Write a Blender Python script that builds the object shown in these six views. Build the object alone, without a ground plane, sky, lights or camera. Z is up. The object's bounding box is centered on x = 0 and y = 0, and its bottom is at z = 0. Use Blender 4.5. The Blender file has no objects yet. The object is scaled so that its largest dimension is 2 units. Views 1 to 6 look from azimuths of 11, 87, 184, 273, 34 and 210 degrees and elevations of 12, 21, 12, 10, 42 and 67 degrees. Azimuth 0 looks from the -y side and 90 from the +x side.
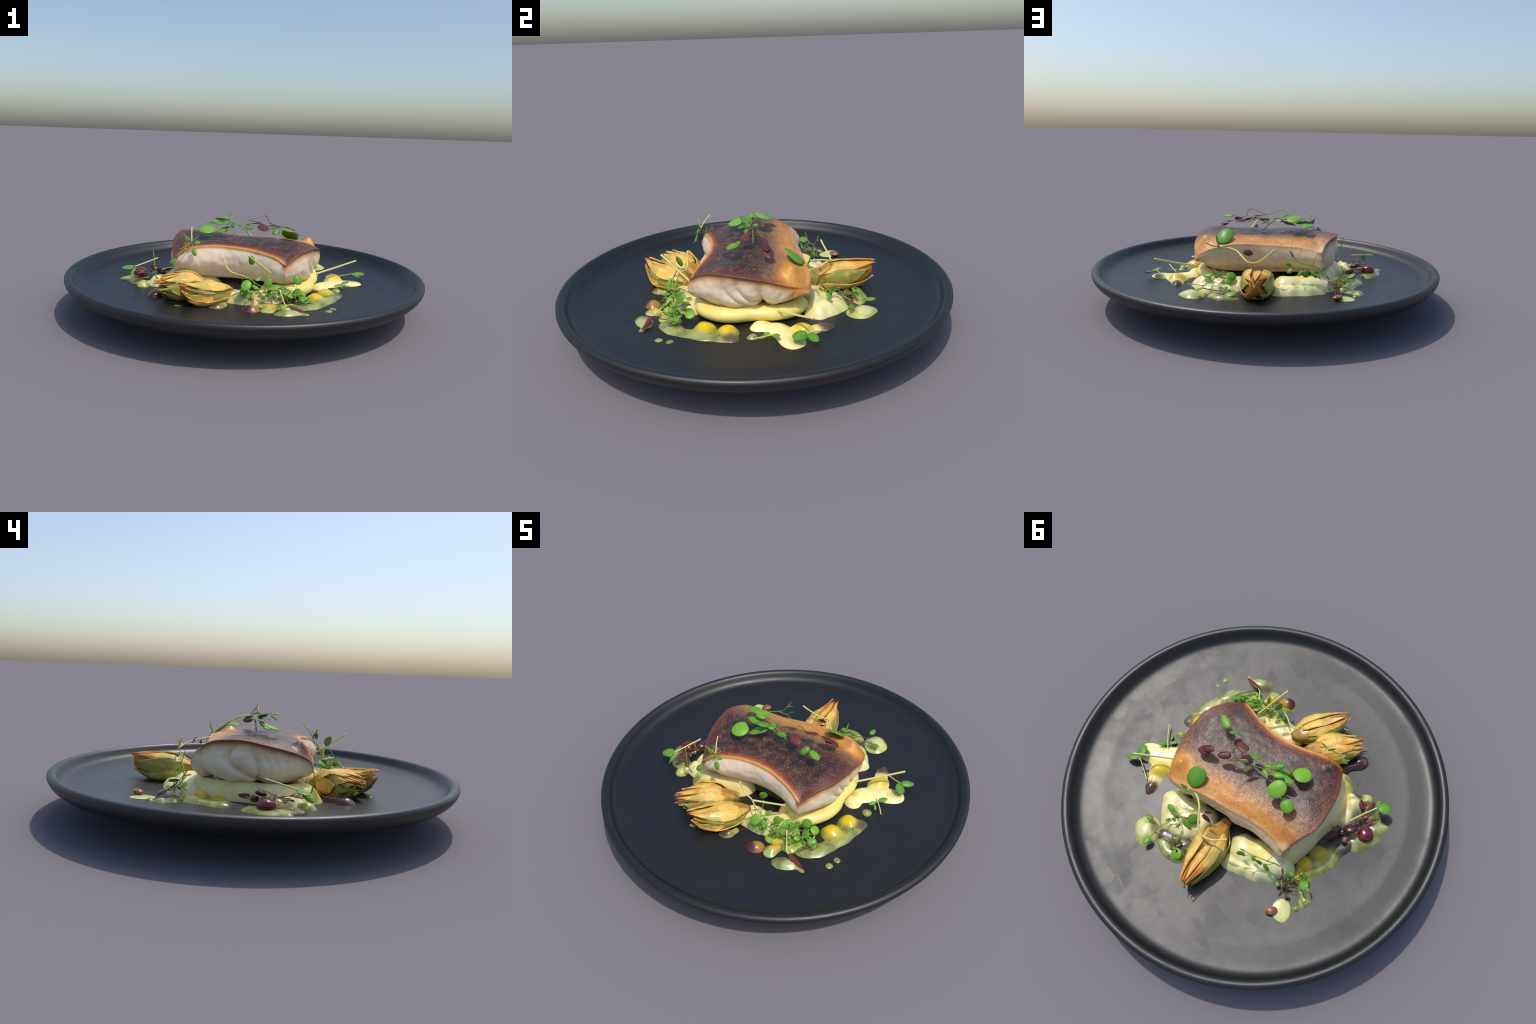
"""A plated fish dish: crisp-skinned fillet on vegetable puree, artichoke pieces,
sauce drops and micro-sprouts on a dark matt stoneware plate."""
import bpy, math, random
import numpy as np
from mathutils import Vector, noise as mnoise

FLOOR = 0.140            # height of the plate's eating surface
rng = random.Random(7)

# ------------------------------------------------------------------ helpers
def V(*a):
    return np.array(a, float)

def unit(v):
    v = np.asarray(v, float)
    return v / max(1e-9, np.linalg.norm(v))

def catmull(pts, n):
    """n points along a centripetal-ish Catmull-Rom curve through pts, evenly spaced."""
    P = np.asarray(pts, float)
    if len(P) == 2:
        t = np.linspace(0, 1, n)[:, None]
        return P[0] * (1 - t) + P[1] * t
    Q = np.vstack([2 * P[0] - P[1], P, 2 * P[-1] - P[-2]])
    out = []
    for i in range(1, len(Q) - 2):
        p0, p1, p2, p3 = Q[i - 1:i + 3]
        for t in np.linspace(0, 1, 24, endpoint=False):
            out.append(0.5 * (2 * p1 + (p2 - p0) * t + (2 * p0 - 5 * p1 + 4 * p2 - p3) * t * t
                              + (3 * p1 - p0 - 3 * p2 + p3) * t ** 3))
    out.append(P[-1])
    out = np.array(out)
    L = np.r_[0, np.cumsum(np.linalg.norm(np.diff(out, axis=0), axis=1))]
    s = np.linspace(0, L[-1], n)
    return np.stack([np.interp(s, L, out[:, k]) for k in range(out.shape[1])], 1)

def nz(p, scale, seed=0.0):
    return mnoise.noise(Vector((p[0] * scale + seed, p[1] * scale - seed, p[2] * scale + 2 * seed)))

def make_mesh(name, verts, faces, mat=None, smooth=True):
    me = bpy.data.meshes.new(name)
    me.from_pydata([tuple(map(float, v)) for v in verts], [], [tuple(map(int, f)) for f in faces])
    me.update()
    if smooth:
        me.polygons.foreach_set("use_smooth", [True] * len(me.polygons))
    if mat:
        me.materials.append(mat)
    return me

def add_obj(name, me, parent=None, loc=(0, 0, 0)):
    ob = bpy.data.objects.new(name, me)
    bpy.context.collection.objects.link(ob)
    ob.location = loc
    if parent is not None:
        ob.parent = parent
    return ob

def empty(name, loc, label, category, rot_z=0.0):
    e = bpy.data.objects.new(name, None)
    e.empty_display_size = 0.05
    bpy.context.collection.objects.link(e)
    e.location = loc
    e.rotation_euler = (0, 0, rot_z)
    e["label"] = label
    e["category"] = category
    return e

def grid_faces(n, m, off=0, wrap=False):
    f = []
    for i in range(n - 1):
        for j in range(m if wrap else m - 1):
            a = off + i * m + j
            b = off + i * m + (j + 1) % m
            f.append((a, b, b + m, a + m))
    return f

class Geo:
    """Collects vertices and faces of several pieces into one mesh."""
    def __init__(self):
        self.v, self.f = [], []
    def add(self, verts, faces):
        o = len(self.v)
        self.v.extend(verts)
        self.f.extend([tuple(i + o for i in q) for q in faces])
    def tube(self, pts, r0, r1=None, seg=8, n=None):
        r1 = r0 if r1 is None else r1
        n = n or max(6, 6 * len(pts))
        C = catmull(pts, n)
        T = np.gradient(C, axis=0)
        up = V(0, 0, 1) if abs(unit(T[0])[2]) < 0.9 else V(1, 0, 0)
        verts = []
        for i in range(n):
            t = unit(T[i])
            s = unit(np.cross(t, up))
            up = unit(np.cross(s, t))
            r = r0 + (r1 - r0) * i / (n - 1)
            for k in range(seg):
                a = 2 * math.pi * k / seg
                verts.append(C[i] + r * (math.cos(a) * s + math.sin(a) * up))
        faces = grid_faces(n, seg, wrap=True)
        faces = [tuple(reversed(q)) for q in faces]
        faces.append(tuple(range(seg)))
        faces.append(tuple(range((n - 1) * seg, n * seg))[::-1])
        self.add(verts, faces)
    def mesh(self, name, mat):
        return make_mesh(name, self.v, self.f, mat)

# ------------------------------------------------------------------ node materials
class Mat:
    def __init__(self, name, rough=0.5, spec=0.5, coat=0.0, sss=0.0):
        self.m = bpy.data.materials.new(name)
        self.m.use_nodes = True
        self.nt = self.m.node_tree
        self.b = self.nt.nodes["Principled BSDF"]
        self.out = self.nt.nodes["Material Output"]
        self.b.inputs["Roughness"].default_value = rough
        self.b.inputs["Specular IOR Level"].default_value = spec
        self.b.inputs["Coat Weight"].default_value = coat
        self.b.inputs["Coat Roughness"].default_value = 0.15
        if sss:
            self.b.inputs["Subsurface Weight"].default_value = sss
            self.b.inputs["Subsurface Radius"].default_value = (0.02, 0.012, 0.006)
            self.b.inputs["Subsurface Scale"].default_value = 0.5
        self._co = None
    def node(self, t):
        return self.nt.nodes.new(t)
    def put(self, sock, val):
        if isinstance(val, bpy.types.NodeSocket):
            self.nt.links.new(val, sock)
        elif isinstance(val, (tuple, list)) and sock.type == 'RGBA':
            sock.default_value = (*val[:3], 1)
        else:
            sock.default_value = val
    def co(self):
        if self._co is None:
            self._co = self.node("ShaderNodeTexCoord").outputs["Object"]
        return self._co
    def xyz(self):
        s = self.node("ShaderNodeSeparateXYZ")
        self.put(s.inputs[0], self.co())
        return s.outputs
    def mapping(self, scale=(1, 1, 1), loc=(0, 0, 0), rot=(0, 0, 0)):
        n = self.node("ShaderNodeMapping")
        self.put(n.inputs["Vector"], self.co())
        n.inputs["Scale"].default_value = scale
        n.inputs["Location"].default_value = loc
        n.inputs["Rotation"].default_value = rot
        return n.outputs[0]
    def noise(self, scale, detail=3, rough=0.5, dist=0.0, vec=None):
        n = self.node("ShaderNodeTexNoise")
        self.put(n.inputs["Vector"], vec if vec is not None else self.co())
        n.inputs["Scale"].default_value = scale
        n.inputs["Detail"].default_value = detail
        n.inputs["Roughness"].default_value = rough
        n.inputs["Distortion"].default_value = dist
        return n.outputs["Fac"]
    def voronoi(self, scale, vec=None, feature='F1'):
        n = self.node("ShaderNodeTexVoronoi")
        n.feature = feature
        self.put(n.inputs["Vector"], vec if vec is not None else self.co())
        n.inputs["Scale"].default_value = scale
        return n.outputs["Distance"]
    def math(self, op, a, b=0.0, clamp=False):
        n = self.node("ShaderNodeMath")
        n.operation = op
        n.use_clamp = clamp
        self.put(n.inputs[0], a)
        self.put(n.inputs[1], b)
        return n.outputs[0]
    def step(self, x, lo, hi):
        """smooth 0..1 as x goes from lo to hi (either order)"""
        n = self.node("ShaderNodeMapRange")
        n.interpolation_type = 'SMOOTHSTEP'
        self.put(n.inputs["Value"], x)
        if lo < hi:
            n.inputs["From Min"].default_value = lo
            n.inputs["From Max"].default_value = hi
        else:
            n.inputs["From Min"].default_value = hi
            n.inputs["From Max"].default_value = lo
            n.inputs["To Min"].default_value = 1
            n.inputs["To Max"].default_value = 0
        return n.outputs["Result"]
    def poly(self, x, coef):
        """Horner polynomial of a socket"""
        r = coef[0]
        for c in coef[1:]:
            r = self.math('ADD', self.math('MULTIPLY', r, x), c)
        return r
    def mix(self, fac, a, b, blend='MIX'):
        n = self.node("ShaderNodeMix")
        n.data_type = 'RGBA'
        n.blend_type = blend
        self.put(n.inputs["Factor"], fac)
        self.put(n.inputs[6], a)
        self.put(n.inputs[7], b)
        return n.outputs[2]
    def spot(self, c, r, soft=0.35, wob=0.25, wscale=25):
        """mask of an ellipsoidal patch at c with radii r, wobbly edge"""
        if np.isscalar(r):
            r = (r, r, r)
        v = self.mapping(scale=tuple(1 / k for k in r), loc=tuple(-a / k for a, k in zip(c, r)))
        n = self.node("ShaderNodeVectorMath")
        n.operation = 'LENGTH'
        self.put(n.inputs[0], v)
        d = n.outputs["Value"]
        if wob:
            d = self.math('ADD', d, self.math('MULTIPLY', self.math('SUBTRACT', self.noise(wscale), 0.5), wob * 2))
        return self.step(d, 1 + soft, 1 - soft)
    def bump(self, h, strength=0.3, dist=0.01):
        n = self.node("ShaderNodeBump")
        n.inputs["Strength"].default_value = strength
        n.inputs["Distance"].default_value = dist
        self.put(n.inputs["Height"], h)
        self.put(self.b.inputs["Normal"], n.outputs[0])
    def base(self, c):
        self.put(self.b.inputs["Base Color"], c)
        return self
    def rough(self, r):
        self.put(self.b.inputs["Roughness"], r)
    def rand(self):
        return self.node("ShaderNodeObjectInfo").outputs["Random"]
    def translucent(self, col, w):
        t = self.node("ShaderNodeBsdfTranslucent")
        self.put(t.inputs["Color"], col)
        mx = self.node("ShaderNodeMixShader")
        mx.inputs[0].default_value = w
        self.nt.links.new(self.b.outputs[0], mx.inputs[1])
        self.nt.links.new(t.outputs[0], mx.inputs[2])
        self.nt.links.new(mx.outputs[0], self.out.inputs["Surface"])

def lin(r, g, b):
    """sRGB 0..255 -> linear"""
    f = lambda c: (c / 255 / 12.92) if c <= 10 else ((c / 255 + 0.055) / 1.055) ** 2.4
    return (f(r), f(g), f(b))

# ------------------------------------------------------------------ plate
def plate_floor(r):
    """the eating surface is very slightly dished"""
    return FLOOR + np.interp(r, [0, .40, .53, .60, .70, .78, 1.0], [-.010, -.009, -.0062, -.0035, .0018, .0095, .0095])

def build_plate():
    prof = [(0.0, 0.045), (0.30, 0.045), (0.40, 0.040), (0.425, 0.004), (0.435, 0.0), (0.46, 0.0),
            (0.470, 0.006), (0.50, 0.066), (0.62, 0.082), (0.74, 0.098), (0.83, 0.106), (0.90, 0.116),
            (0.944, 0.131), (0.975, 0.152), (0.994, 0.177), (1.000, 0.196), (0.999, 0.205),
            (0.990, 0.2125), (0.978, 0.2150), (0.967, 0.2125), (0.958, 0.2045), (0.950, 0.190),
            (0.938, 0.174), (0.920, 0.1635), (0.895, 0.1590), (0.86, 0.1560), (0.80, 0.1520)]
    P = catmull(prof, 120)
    P[:, 0] = np.clip(P[:, 0], 0, 1.0)
    P[:, 1] = np.clip(P[:, 1], 0, None)
    well = np.linspace(.78, 0, 16)
    P = np.vstack([P, np.stack([well, plate_floor(well)], 1)])
    seg = 192
    verts = [V(0, 0, P[0, 1])]
    faces = []
    rings = P[1:-1]
    for r, z in rings:
        for k in range(seg):
            a = 2 * math.pi * k / seg
            verts.append(V(r * math.cos(a), r * math.sin(a), z))
    nr = len(rings)
    top = len(verts)
    verts.append(V(0, 0, P[-1, 1]))
    for i in range(nr - 1):
        for k in range(seg):
            a = 1 + i * seg + k
            b = 1 + i * seg + (k + 1) % seg
            faces.append((a, b, b + seg, a + seg))
    for k in range(seg):
        faces.append((0, 1 + (k + 1) % seg, 1 + k))
        faces.append((top, 1 + (nr - 1) * seg + k, 1 + (nr - 1) * seg + (k + 1) % seg))
    m = Mat("matt_black_stoneware", rough=0.42, spec=0.72)
    big = m.noise(3.2, 2, 0.5)
    # faint scuffed patches, flat-sided like trowel marks
    vec = m.mapping(scale=(1, 1, 1), rot=(0, 0, 0.5))
    vn = m.node("ShaderNodeTexVoronoi")
    vn.distance = 'CHEBYCHEV'
    m.put(vn.inputs["Vector"], vec)
    vn.inputs["Scale"].default_value = 9
    vn.inputs["Randomness"].default_value = 1
    sep = m.node("ShaderNodeSeparateColor")
    m.put(sep.inputs[0], vn.outputs["Color"])
    patch = sep.outputs[0]
    col = m.mix(big, (0.0040, 0.0042, 0.0048), (0.0062, 0.0064, 0.0070))
    m.base(col)
    fine = m.noise(14, 4, 0.6)
    r = m.math('ADD', 0.395, m.math('ADD', m.math('MULTIPLY', fine, 0.09), m.math('MULTIPLY', m.math('MULTIPLY', patch, m.step(m.noise(4, 3, .6), .45, .62)), 0.075)))
    m.rough(r)
    m.bump(m.math('ADD', m.noise(22, 3, 0.55), m.math('MULTIPLY', m.step(m.noise(30, 4, .7, 2.0), .62, .70), .5)), 0.06, 0.004)
    me = make_mesh("plate", verts, faces, m.m)
    ob = add_obj("plate", me)
    ob["label"] = "round flat matt black stoneware plate with raised rim"
    ob["category"] = "plate"

# ------------------------------------------------------------------ fish fillet
FISH_O = V(0, 0, 0.2)

def build_fish():
    A, B = V(.275, -.318, .322), V(.376, .236, .285)
    C, D = V(-.322, .254, .335), V(-.338, -.279, .308)
    NU, NV = 130, 96
    front = catmull([A, (.22, -.289, .352), (.132, -.252, .366), (.04, -.228, .376), (-.05, -.223, .381),
                     (-.142, -.237, .383), (-.236, -.262, .371), (-.295, -.275, .343), D], NU)
    back = catmull([B, (.335, .250, .312), (.281, .257, .337), (.186, .243, .360), (.085, .237, .366),
                    (-.018, .231, .362), (-.121, .222, .356), (-.225, .228, .352), C], NU)
    right = catmull([A, (.303, -.282, .350), (.345, -.233, .375), (.394, -.151, .386), (.412, -.073, .376),
                     (.417, .005, .361), (.416, .083, .341), (.403, .159, .312), B], NV)
    left = catmull([D, (-.366, -.217, .344), (-.396, -.139, .369), (-.410, -.061, .387), (-.412, .018, .402),
                    (-.407, .098, .403), (-.362, .185, .385), C], NV)

    def coons(c0, c1, d0, d1):
        n, m = len(c0), len(d0)
        u = np.linspace(0, 1, n)[:, None, None]
        v = np.linspace(0, 1, m)[None, :, None]
        S = (1 - v) * c0[:, None] + v * c1[:, None] + (1 - u) * d0[None] + u * d1[None]
        S -= (1 - u) * (1 - v) * c0[0] + u * (1 - v) * c0[-1] + (1 - u) * v * c1[0] + u * v * c1[-1]
        return S

    top = coons(front, back, right, left)
    u = np.linspace(0, 1, NU)[:, None]
    v = np.linspace(0, 1, NV)[None, :]
    edge = np.minimum(np.minimum(u, 1 - u) * .75, np.minimum(v, 1 - v) * .5)     # ~ metres to the border
    fade = np.clip(edge / 0.06, 0, 1)
    fade = fade * fade * (3 - 2 * fade)
    dome = 1 - (1 - np.clip(edge / .20, 0, 1)) ** 2
    # measured crest heights pull the dome to the right level
    marks = [(0, 0, .396), (0, -.13, .394), (.2, -.13, .393), (.2, 0, .391), (.2, .14, .382), (.26, .20, .362), (0, .19, .378), (-.16, .18, .378), (-.34, .06, .410),
             (-.33, -.10, .391), (-.25, 0, .403), (.33, -.02, .393), (.34, -.12, .397), (-.15, -.12, .396),
             (-.15, .12, .390), (0, .13, .388), (.33, .10, .368), (-.3, .15, .391)]
    for _ in range(5):
        num = np.zeros((NU, NV))
        den = np.full((NU, NV), 1e-6)
        for x, y, z in marks:
            d = (top[..., 0] - x) ** 2 + (top[..., 1] - y) ** 2
            i, j = np.unravel_index(np.argmin(d), d.shape)
            w = np.exp(-d / (2 * .075 ** 2))
            num += w * (z - top[i, j, 2])
            den += w
        top[..., 2] += dome * num / den
    # small crispy peaks of the skin near two corners
    for (x, y, h, s) in [(-.300, -.222, .034, .020), (.345, .165, .040, .022), (.322, .176, .012, .03)]:
        d2 = (top[..., 0] - x) ** 2 + (top[..., 1] - y) ** 2
        top[..., 2] += h * np.exp(-d2 / (2 * s * s))
    for i in range(NU):
        for j in range(NV):
            p = top[i, j]
            top[i, j, 2] += fade[i, j] * (.0035 * nz(p, 9, 3) + .0016 * nz(p, 38, 5))
    # border loop, counted round: front, left, back, right
    loop = [(i, 0) for i in range(NU - 1)] + [(NU - 1, j) for j in range(NV - 1)] + \
           [(i, NV - 1) for i in range(NU - 1, 0, -1)] + [(0, j) for j in range(NV - 1, 0, -1)]
    E_ = np.array([top[i, j] for i, j in loop])
    K = len(loop)
    cen = V(0.02, -0.01, 0)
    tang = np.roll(E_, -1, 0) - np.roll(E_, 1, 0)
    nrm = np.stack([tang[:, 1], -tang[:, 0], np.zeros(K)], 1)
    nrm /= np.linalg.norm(nrm, axis=1)[:, None]
    if np.mean(np.sum(nrm * (E_ - cen), 1)) < 0:
        nrm = -nrm
    for _ in range(14):                                     # soften the outward direction round the corners
        nrm = (np.roll(nrm, 1, 0) + nrm + np.roll(nrm, -1, 0))
        nrm /= np.linalg.norm(nrm, axis=1)[:, None]
    # underside outline
    ang = lambda p, q: np.exp(-((p[:, 0] - q[0]) ** 2 + (p[:, 1] - q[1]) ** 2) / (2 * .07 ** 2))
    zb = .209 + .018 * ang(E_, D) + .030 * ang(E_, B) + .016 * ang(E_, C) + .004 * ang(E_, A)
    inset = .030 + .010 * ang(E_, A) + .045 * ang(E_, B) + .035 * ang(E_, C) + .025 * ang(E_, D)
    KW = 34
    hits = lambda yc: np.exp(-np.abs(E_[:, 1] - yc) / .022)
    isr = np.exp(-np.clip(.40 - E_[:, 0], 0, None) ** 2 / (2 * .05 ** 2)) * (E_[:, 0] > .25)
    isl = np.exp(-np.clip(E_[:, 0] + .40, 0, None) ** 2 / (2 * .05 ** 2)) * (E_[:, 0] < -.25)
    isb = np.clip((E_[:, 1] - .2) / .03, 0, 1) * (np.abs(E_[:, 0]) < .34)
    isf = np.clip((-.19 - E_[:, 1]) / .03, 0, 1) * (np.abs(E_[:, 0]) < .25)
    tailw = np.clip((.06 - E_[:, 0]) / .10, 0, 1)
    inset = inset * (1 - .80 * isb * tailw - .5 * isf)
    zb = zb + isr * (.014 * hits(.012) + .006 * hits(-.075)) + isl * (.012 * hits(-.04) + .006 * hits(.04)) - .004 * isb
    wall = []
    for r in range(1, KW):
        h = r / KW
        W = E_.copy()
        W[:, 2] = E_[:, 2] + (zb - E_[:, 2]) * (h ** .92)
        atB = ang(E_, B)
        lip = .007 * min(1, h / .06) * (1 - .75 * isb) * (1 - .8 * atB)            # flesh starts just inside the skin's rim
        bulge = (.021 - .018 * np.maximum(isr, isl) + .006 * isb * tailw - .010 * isb * (1 - tailw)) * (1 - .85 * atB) * math.sin(math.pi * min(1, h * 1.15)) ** .8 if h < .87 else 0
        off = -lip + bulge - inset * (h ** 4.0)
        # flakes of the cut ends, split by slanting creases
        y = E_[:, 1]
        crease = np.zeros(K)
        hh = h - .5
        ramp = min(1, h * 2.4)
        for yc, sl, cv, w, dep in [(-.235, .06, .10, .016, .010), (-.150, .10, .25, .018, .018), (-.085, .12, .30, .022, .030),
                                   (.012, .010, .05, .026, .048), (.105, -.04, -.2, .014, .006), (.165, -.06, -.1, .03, .018)]:
            crease -= isr * dep * np.exp(-np.abs(y - yc - sl * hh - cv * hh * hh) / w) * ramp
        for yc, sl, cv, w, dep in [(.168, -.05, .0, .012, .008), (.088, -.10, -.45, .022, .034), (-.032, -.05, .05, .022, .026),
                                   (-.088, -.06, .1, .012, .006), (-.128, -.06, .1, .012, .006), (-.168, -.06, .1, .014, .006)]:
            crease -= isl * dep * np.exp(-np.abs(y - yc - sl * hh - cv * hh * hh) / w) * ramp
        crease += (isr + isl) * .010 * math.sin(math.pi * h)
        crease += (isr * .005 * np.sin((y + .02) * 30 + 3 * h) + isl * .004 * np.sin(y * 26 + 1 - 4 * h)) * math.sin(math.pi * h)
        off = off + crease
        W += nrm * off[:, None]
        for k in range(K):
            W[k] += nrm[k] * (.006 * nz(W[k], 12, 9) + .0028 * nz(W[k], 34, 2)) * math.sin(math.pi * h)
        wall.append(W)
    Bt = wall[-1] - nrm * .014
    Bt[:, 2] = zb
    # underside patch over the same grid
    n0 = NU - 1
    n1 = n0 + NV - 1
    n2 = n1 + NU - 1
    bf = Bt[:n0 + 1]
    bl = Bt[n0:n1 + 1]
    bb = Bt[n1:n2 + 1][::-1]
    br = np.vstack([Bt[n2:], Bt[:1]])[::-1]
    bot = coons(bf, bb, br, bl)
    bot[..., 2] -= .006 * fade
    verts = [top[i, j] for i in range(NU) for j in range(NV)]
    tid = lambda i, j: i * NV + j
    faces, region = [], []
    for i in range(NU - 1):
        for j in range(NV - 1):
            faces.append((tid(i, j), tid(i, j + 1), tid(i + 1, j + 1), tid(i + 1, j)))
            region.append(0)
    ring = [tid(i, j) for i, j in loop]
    for r, W in enumerate(wall):
        base = len(verts)
        verts.extend(W)
        new = [base + k for k in range(K)]
        for k in range(K):
            k2 = (k + 1) % K
            faces.append((ring[k], ring[k2], new[k2], new[k]))
            region.append(0 if r < 1 else 1)
        ring = new
    base = len(verts)
    verts.extend(bot[i, j] for i in range(NU) for j in range(NV))
    bid = lambda i, j: base + i * NV + j
    bring = [bid(i, j) for i, j in loop]
    for k in range(K):
        k2 = (k + 1) % K
        faces.append((ring[k], ring[k2], bring[k2], bring[k]))
        region.append(1)
    for i in range(NU - 1):
        for j in range(NV - 1):
            faces.append((bid(i, j), bid(i + 1, j), bid(i + 1, j + 1), bid(i, j + 1)))
            region.append(1)
    verts = np.array(verts) - FISH_O
    whole = make_mesh("fillet_whole", verts, faces)
    # make the winding agree with outward normals
    ctr = verts.mean(0)
    c0 = np.array(whole.polygons[tid(60, 48) if False else 60 * (NV - 1) + 48].normal)
    if c0[2] < 0:
        faces = [tuple(reversed(f)) for f in faces]
        bpy.data.meshes.remove(whole)
        whole = make_mesh("fillet_whole", verts, faces)
    vn = np.array([v.normal[:] for v in whole.vertices])
    bpy.data.meshes.remove(whole)

    skin = skin_material()
    flesh = flesh_material()
    root = empty("fish_fillet", tuple(FISH_O), "pan-fried white fish fillet with crisp browned skin", "fish")
    for nm, reg, mt in (("fish_skin", 0, skin), ("fish_flesh", 1, flesh)):
        fs = [f for f, r in zip(faces, region) if r == reg]
        used = sorted({i for f in fs for i in f})
        mp = {o: n for n, o in enumerate(used)}
        me = make_mesh(nm, verts[used], [tuple(mp[i] for i in f) for f in fs], mt)
        me.normals_split_custom_set_from_vertices([tuple(n) for n in vn[used]])
        add_obj(nm, me, root)

# outline of the skin seen from above and the height of its rim, as quartics
RIM = {  # edge: (runs along, plan curve, rim height curve)
    'front': ('x', (3.8908, -.4006, -1.2332, -.0546, -.2232), (-7.1753, -.0228, .0335, -.0567, .3775)),
    'back': ('x', (-.7058, -1.0127, .2943, .0989, .2281), (-2.3209, -.5946, -.1017, .0369, .363)),
    'right': ('y', (-1.2698, .7697, -1.0023, .0272, .42), (-4.6356, 1.228, -.3355, -.2559, .3616)),
    'left': ('y', (-.561, .7259, 1.2753, .0104, -.4154), (-8.1173, -1.8839, -.5339, .1426, .3979))}

def rim_dist(m, edge):
    """socket: plan distance inwards from one edge of the skin"""
    x, y, z = m.xyz()
    along, plan, _ = RIM[edge]
    c = m.poly(x if along == 'x' else y, plan)
    if edge == 'front':
        return m.math('SUBTRACT', y, c)
    if edge == 'back':
        return m.math('SUBTRACT', c, y)
    if edge == 'right':
        return m.math('SUBTRACT', c, x)
    return m.math('SUBTRACT', x, c)

def skin_material():
    m = Mat("seared_fish_skin", rough=0.42, spec=0.75)
    x, y, z = m.xyz()
    df, dr, dl = rim_dist(m, 'front'), rim_dist(m, 'right'), rim_dist(m, 'left')
    warp = m.math('MULTIPLY', m.math('SUBTRACT', m.noise(8, 4, .6), .5), .10)
    fwarp = m.math('MULTIPLY', m.math('SUBTRACT', m.noise(38, 3, .6), .5), .024)
    yb = m.math('ADD', m.math('ADD', y, warp), m.math('MULTIPLY', x, .06))
    yb = m.math('ADD', yb, m.math('MULTIPLY', m.math('SUBTRACT', m.noise(65, 3, .65), .5), .09))
    inner = m.math('ADD', m.math('MINIMUM', m.math('MINIMUM', df, dr), dl), fwarp)
    # charcoal middle, reddish brown towards the rims
    char = m.mix(m.step(m.noise(7, 4, .6), .35, .65), lin(34, 21, 18), lin(58, 34, 26))
    dark = m.mix(m.math('MULTIPLY', m.step(inner, .10, .005), .75), char, lin(92, 40, 20))
    # fine scale flecks, streaked
    sp = m.noise(105, 2, .6, 1.4, vec=m.mapping(scale=(1, .55, 1), rot=(0, 0, .5)))
    sp2 = m.noise(20, 2, .5)
    fl = m.math('MULTIPLY', m.step(sp, .55, .66), m.step(sp2, .36, .62))
    dark = m.mix(m.math('MULTIPLY', fl, .70), dark, lin(164, 96, 50))
    pale = m.math('MULTIPLY', m.step(m.noise(150, 2, .5), .57, .70), .45)
    dark = m.mix(pale, dark, lin(146, 104, 72))
    crk = m.step(m.voronoi(60, vec=m.mapping(scale=(1, .7, 1), rot=(0, 0, .5)), feature='DISTANCE_TO_EDGE'), .10, .02)
    dark = m.mix(m.math('MULTIPLY', m.math('MULTIPLY', crk, m.step(sp2, .4, .6)), .35), dark, lin(150, 92, 56))
    # tan transition, then the broad golden band along the back
    tanf = m.step(yb, .00, .11)
    mott = m.step(m.noise(80, 3, .65), .36, .64)
    dark = m.mix(m.math('MULTIPLY', tanf, m.math('ADD', .30, m.math('MULTIPLY', mott, .45))), dark, lin(158, 112, 70))
    gold = m.step(yb, .075, .19)
    goldc = m.mix(m.step(m.noise(13, 4, .6), .3, .7), lin(190, 114, 32), lin(214, 150, 56))
    goldc = m.mix(m.math('MULTIPLY', m.step(m.noise(70, 3, .65), .48, .66), .42), goldc, lin(150, 92, 42))
    goldc = m.mix(m.math('MULTIPLY', m.step(m.noise(110, 2, .6), .56, .68), .22), goldc, lin(220, 172, 100))
    tail = m.step(m.math('ADD', x, warp), -.25, -.40)
    gold = m.math('MULTIPLY', gold, m.math('SUBTRACT', 1.0, m.math('MULTIPLY', tail, .75)))
    col = m.mix(gold, dark, goldc)
    # orange then golden piping along the front rim, brown rim at the two ends
    col = m.mix(m.math('MULTIPLY', m.step(m.math('ADD', df, fwarp), .040, .012), .8), col, lin(168, 78, 26))
    col = m.mix(m.math('MULTIPLY', m.step(m.math('ADD', df, m.math('MULTIPLY', fwarp, .5)), .020, .004), .9), col, lin(218, 152, 70))
    ends = m.math('ADD', m.math('MINIMUM', dr, dl), fwarp)
    notgold = m.math('SUBTRACT', 1.0, m.math('MULTIPLY', gold, .75))
    col = m.mix(m.math('MULTIPLY', m.math('MULTIPLY', m.step(ends, .03, .004), .7), notgold), col, lin(112, 52, 24))
    bc = m.spot((.345, .165, .17), (.06, .06, .09), .5, .2)
    col = m.mix(m.math('MULTIPLY', bc, .8), col, lin(218, 156, 60))
    db = m.math('ADD', rim_dist(m, 'back'), fwarp)
    col = m.mix(m.math('MULTIPLY', m.step(db, .026, .004), .45), col, lin(214, 170, 116))
    col = m.mix(m.math('MULTIPLY', m.math('MULTIPLY', m.step(db, .07, .02), m.step(m.noise(26, 3), .56, .7)), .6), col, lin(190, 100, 44))
    cc = m.spot((-.315, .245, .135), (.035, .03, .05), .5, .2)
    col = m.mix(m.math('MULTIPLY', cc, .7), col, lin(226, 186, 136))
    gr = m.spot((-.292, -.235, .195), (.016, .016, .03), .4, .2)
    col = m.mix(m.math('MULTIPLY', gr, .6), col, lin(82, 106, 40))
    m.base(col)
    m.rough(m.math('ADD', .34, m.math('MULTIPLY', m.noise(60, 3, .6), .2)))
    m.bump(m.math('ADD', m.noise(95, 3, .65), m.math('MULTIPLY', fl, .5)), .5, .0045)
    return m.m

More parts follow.
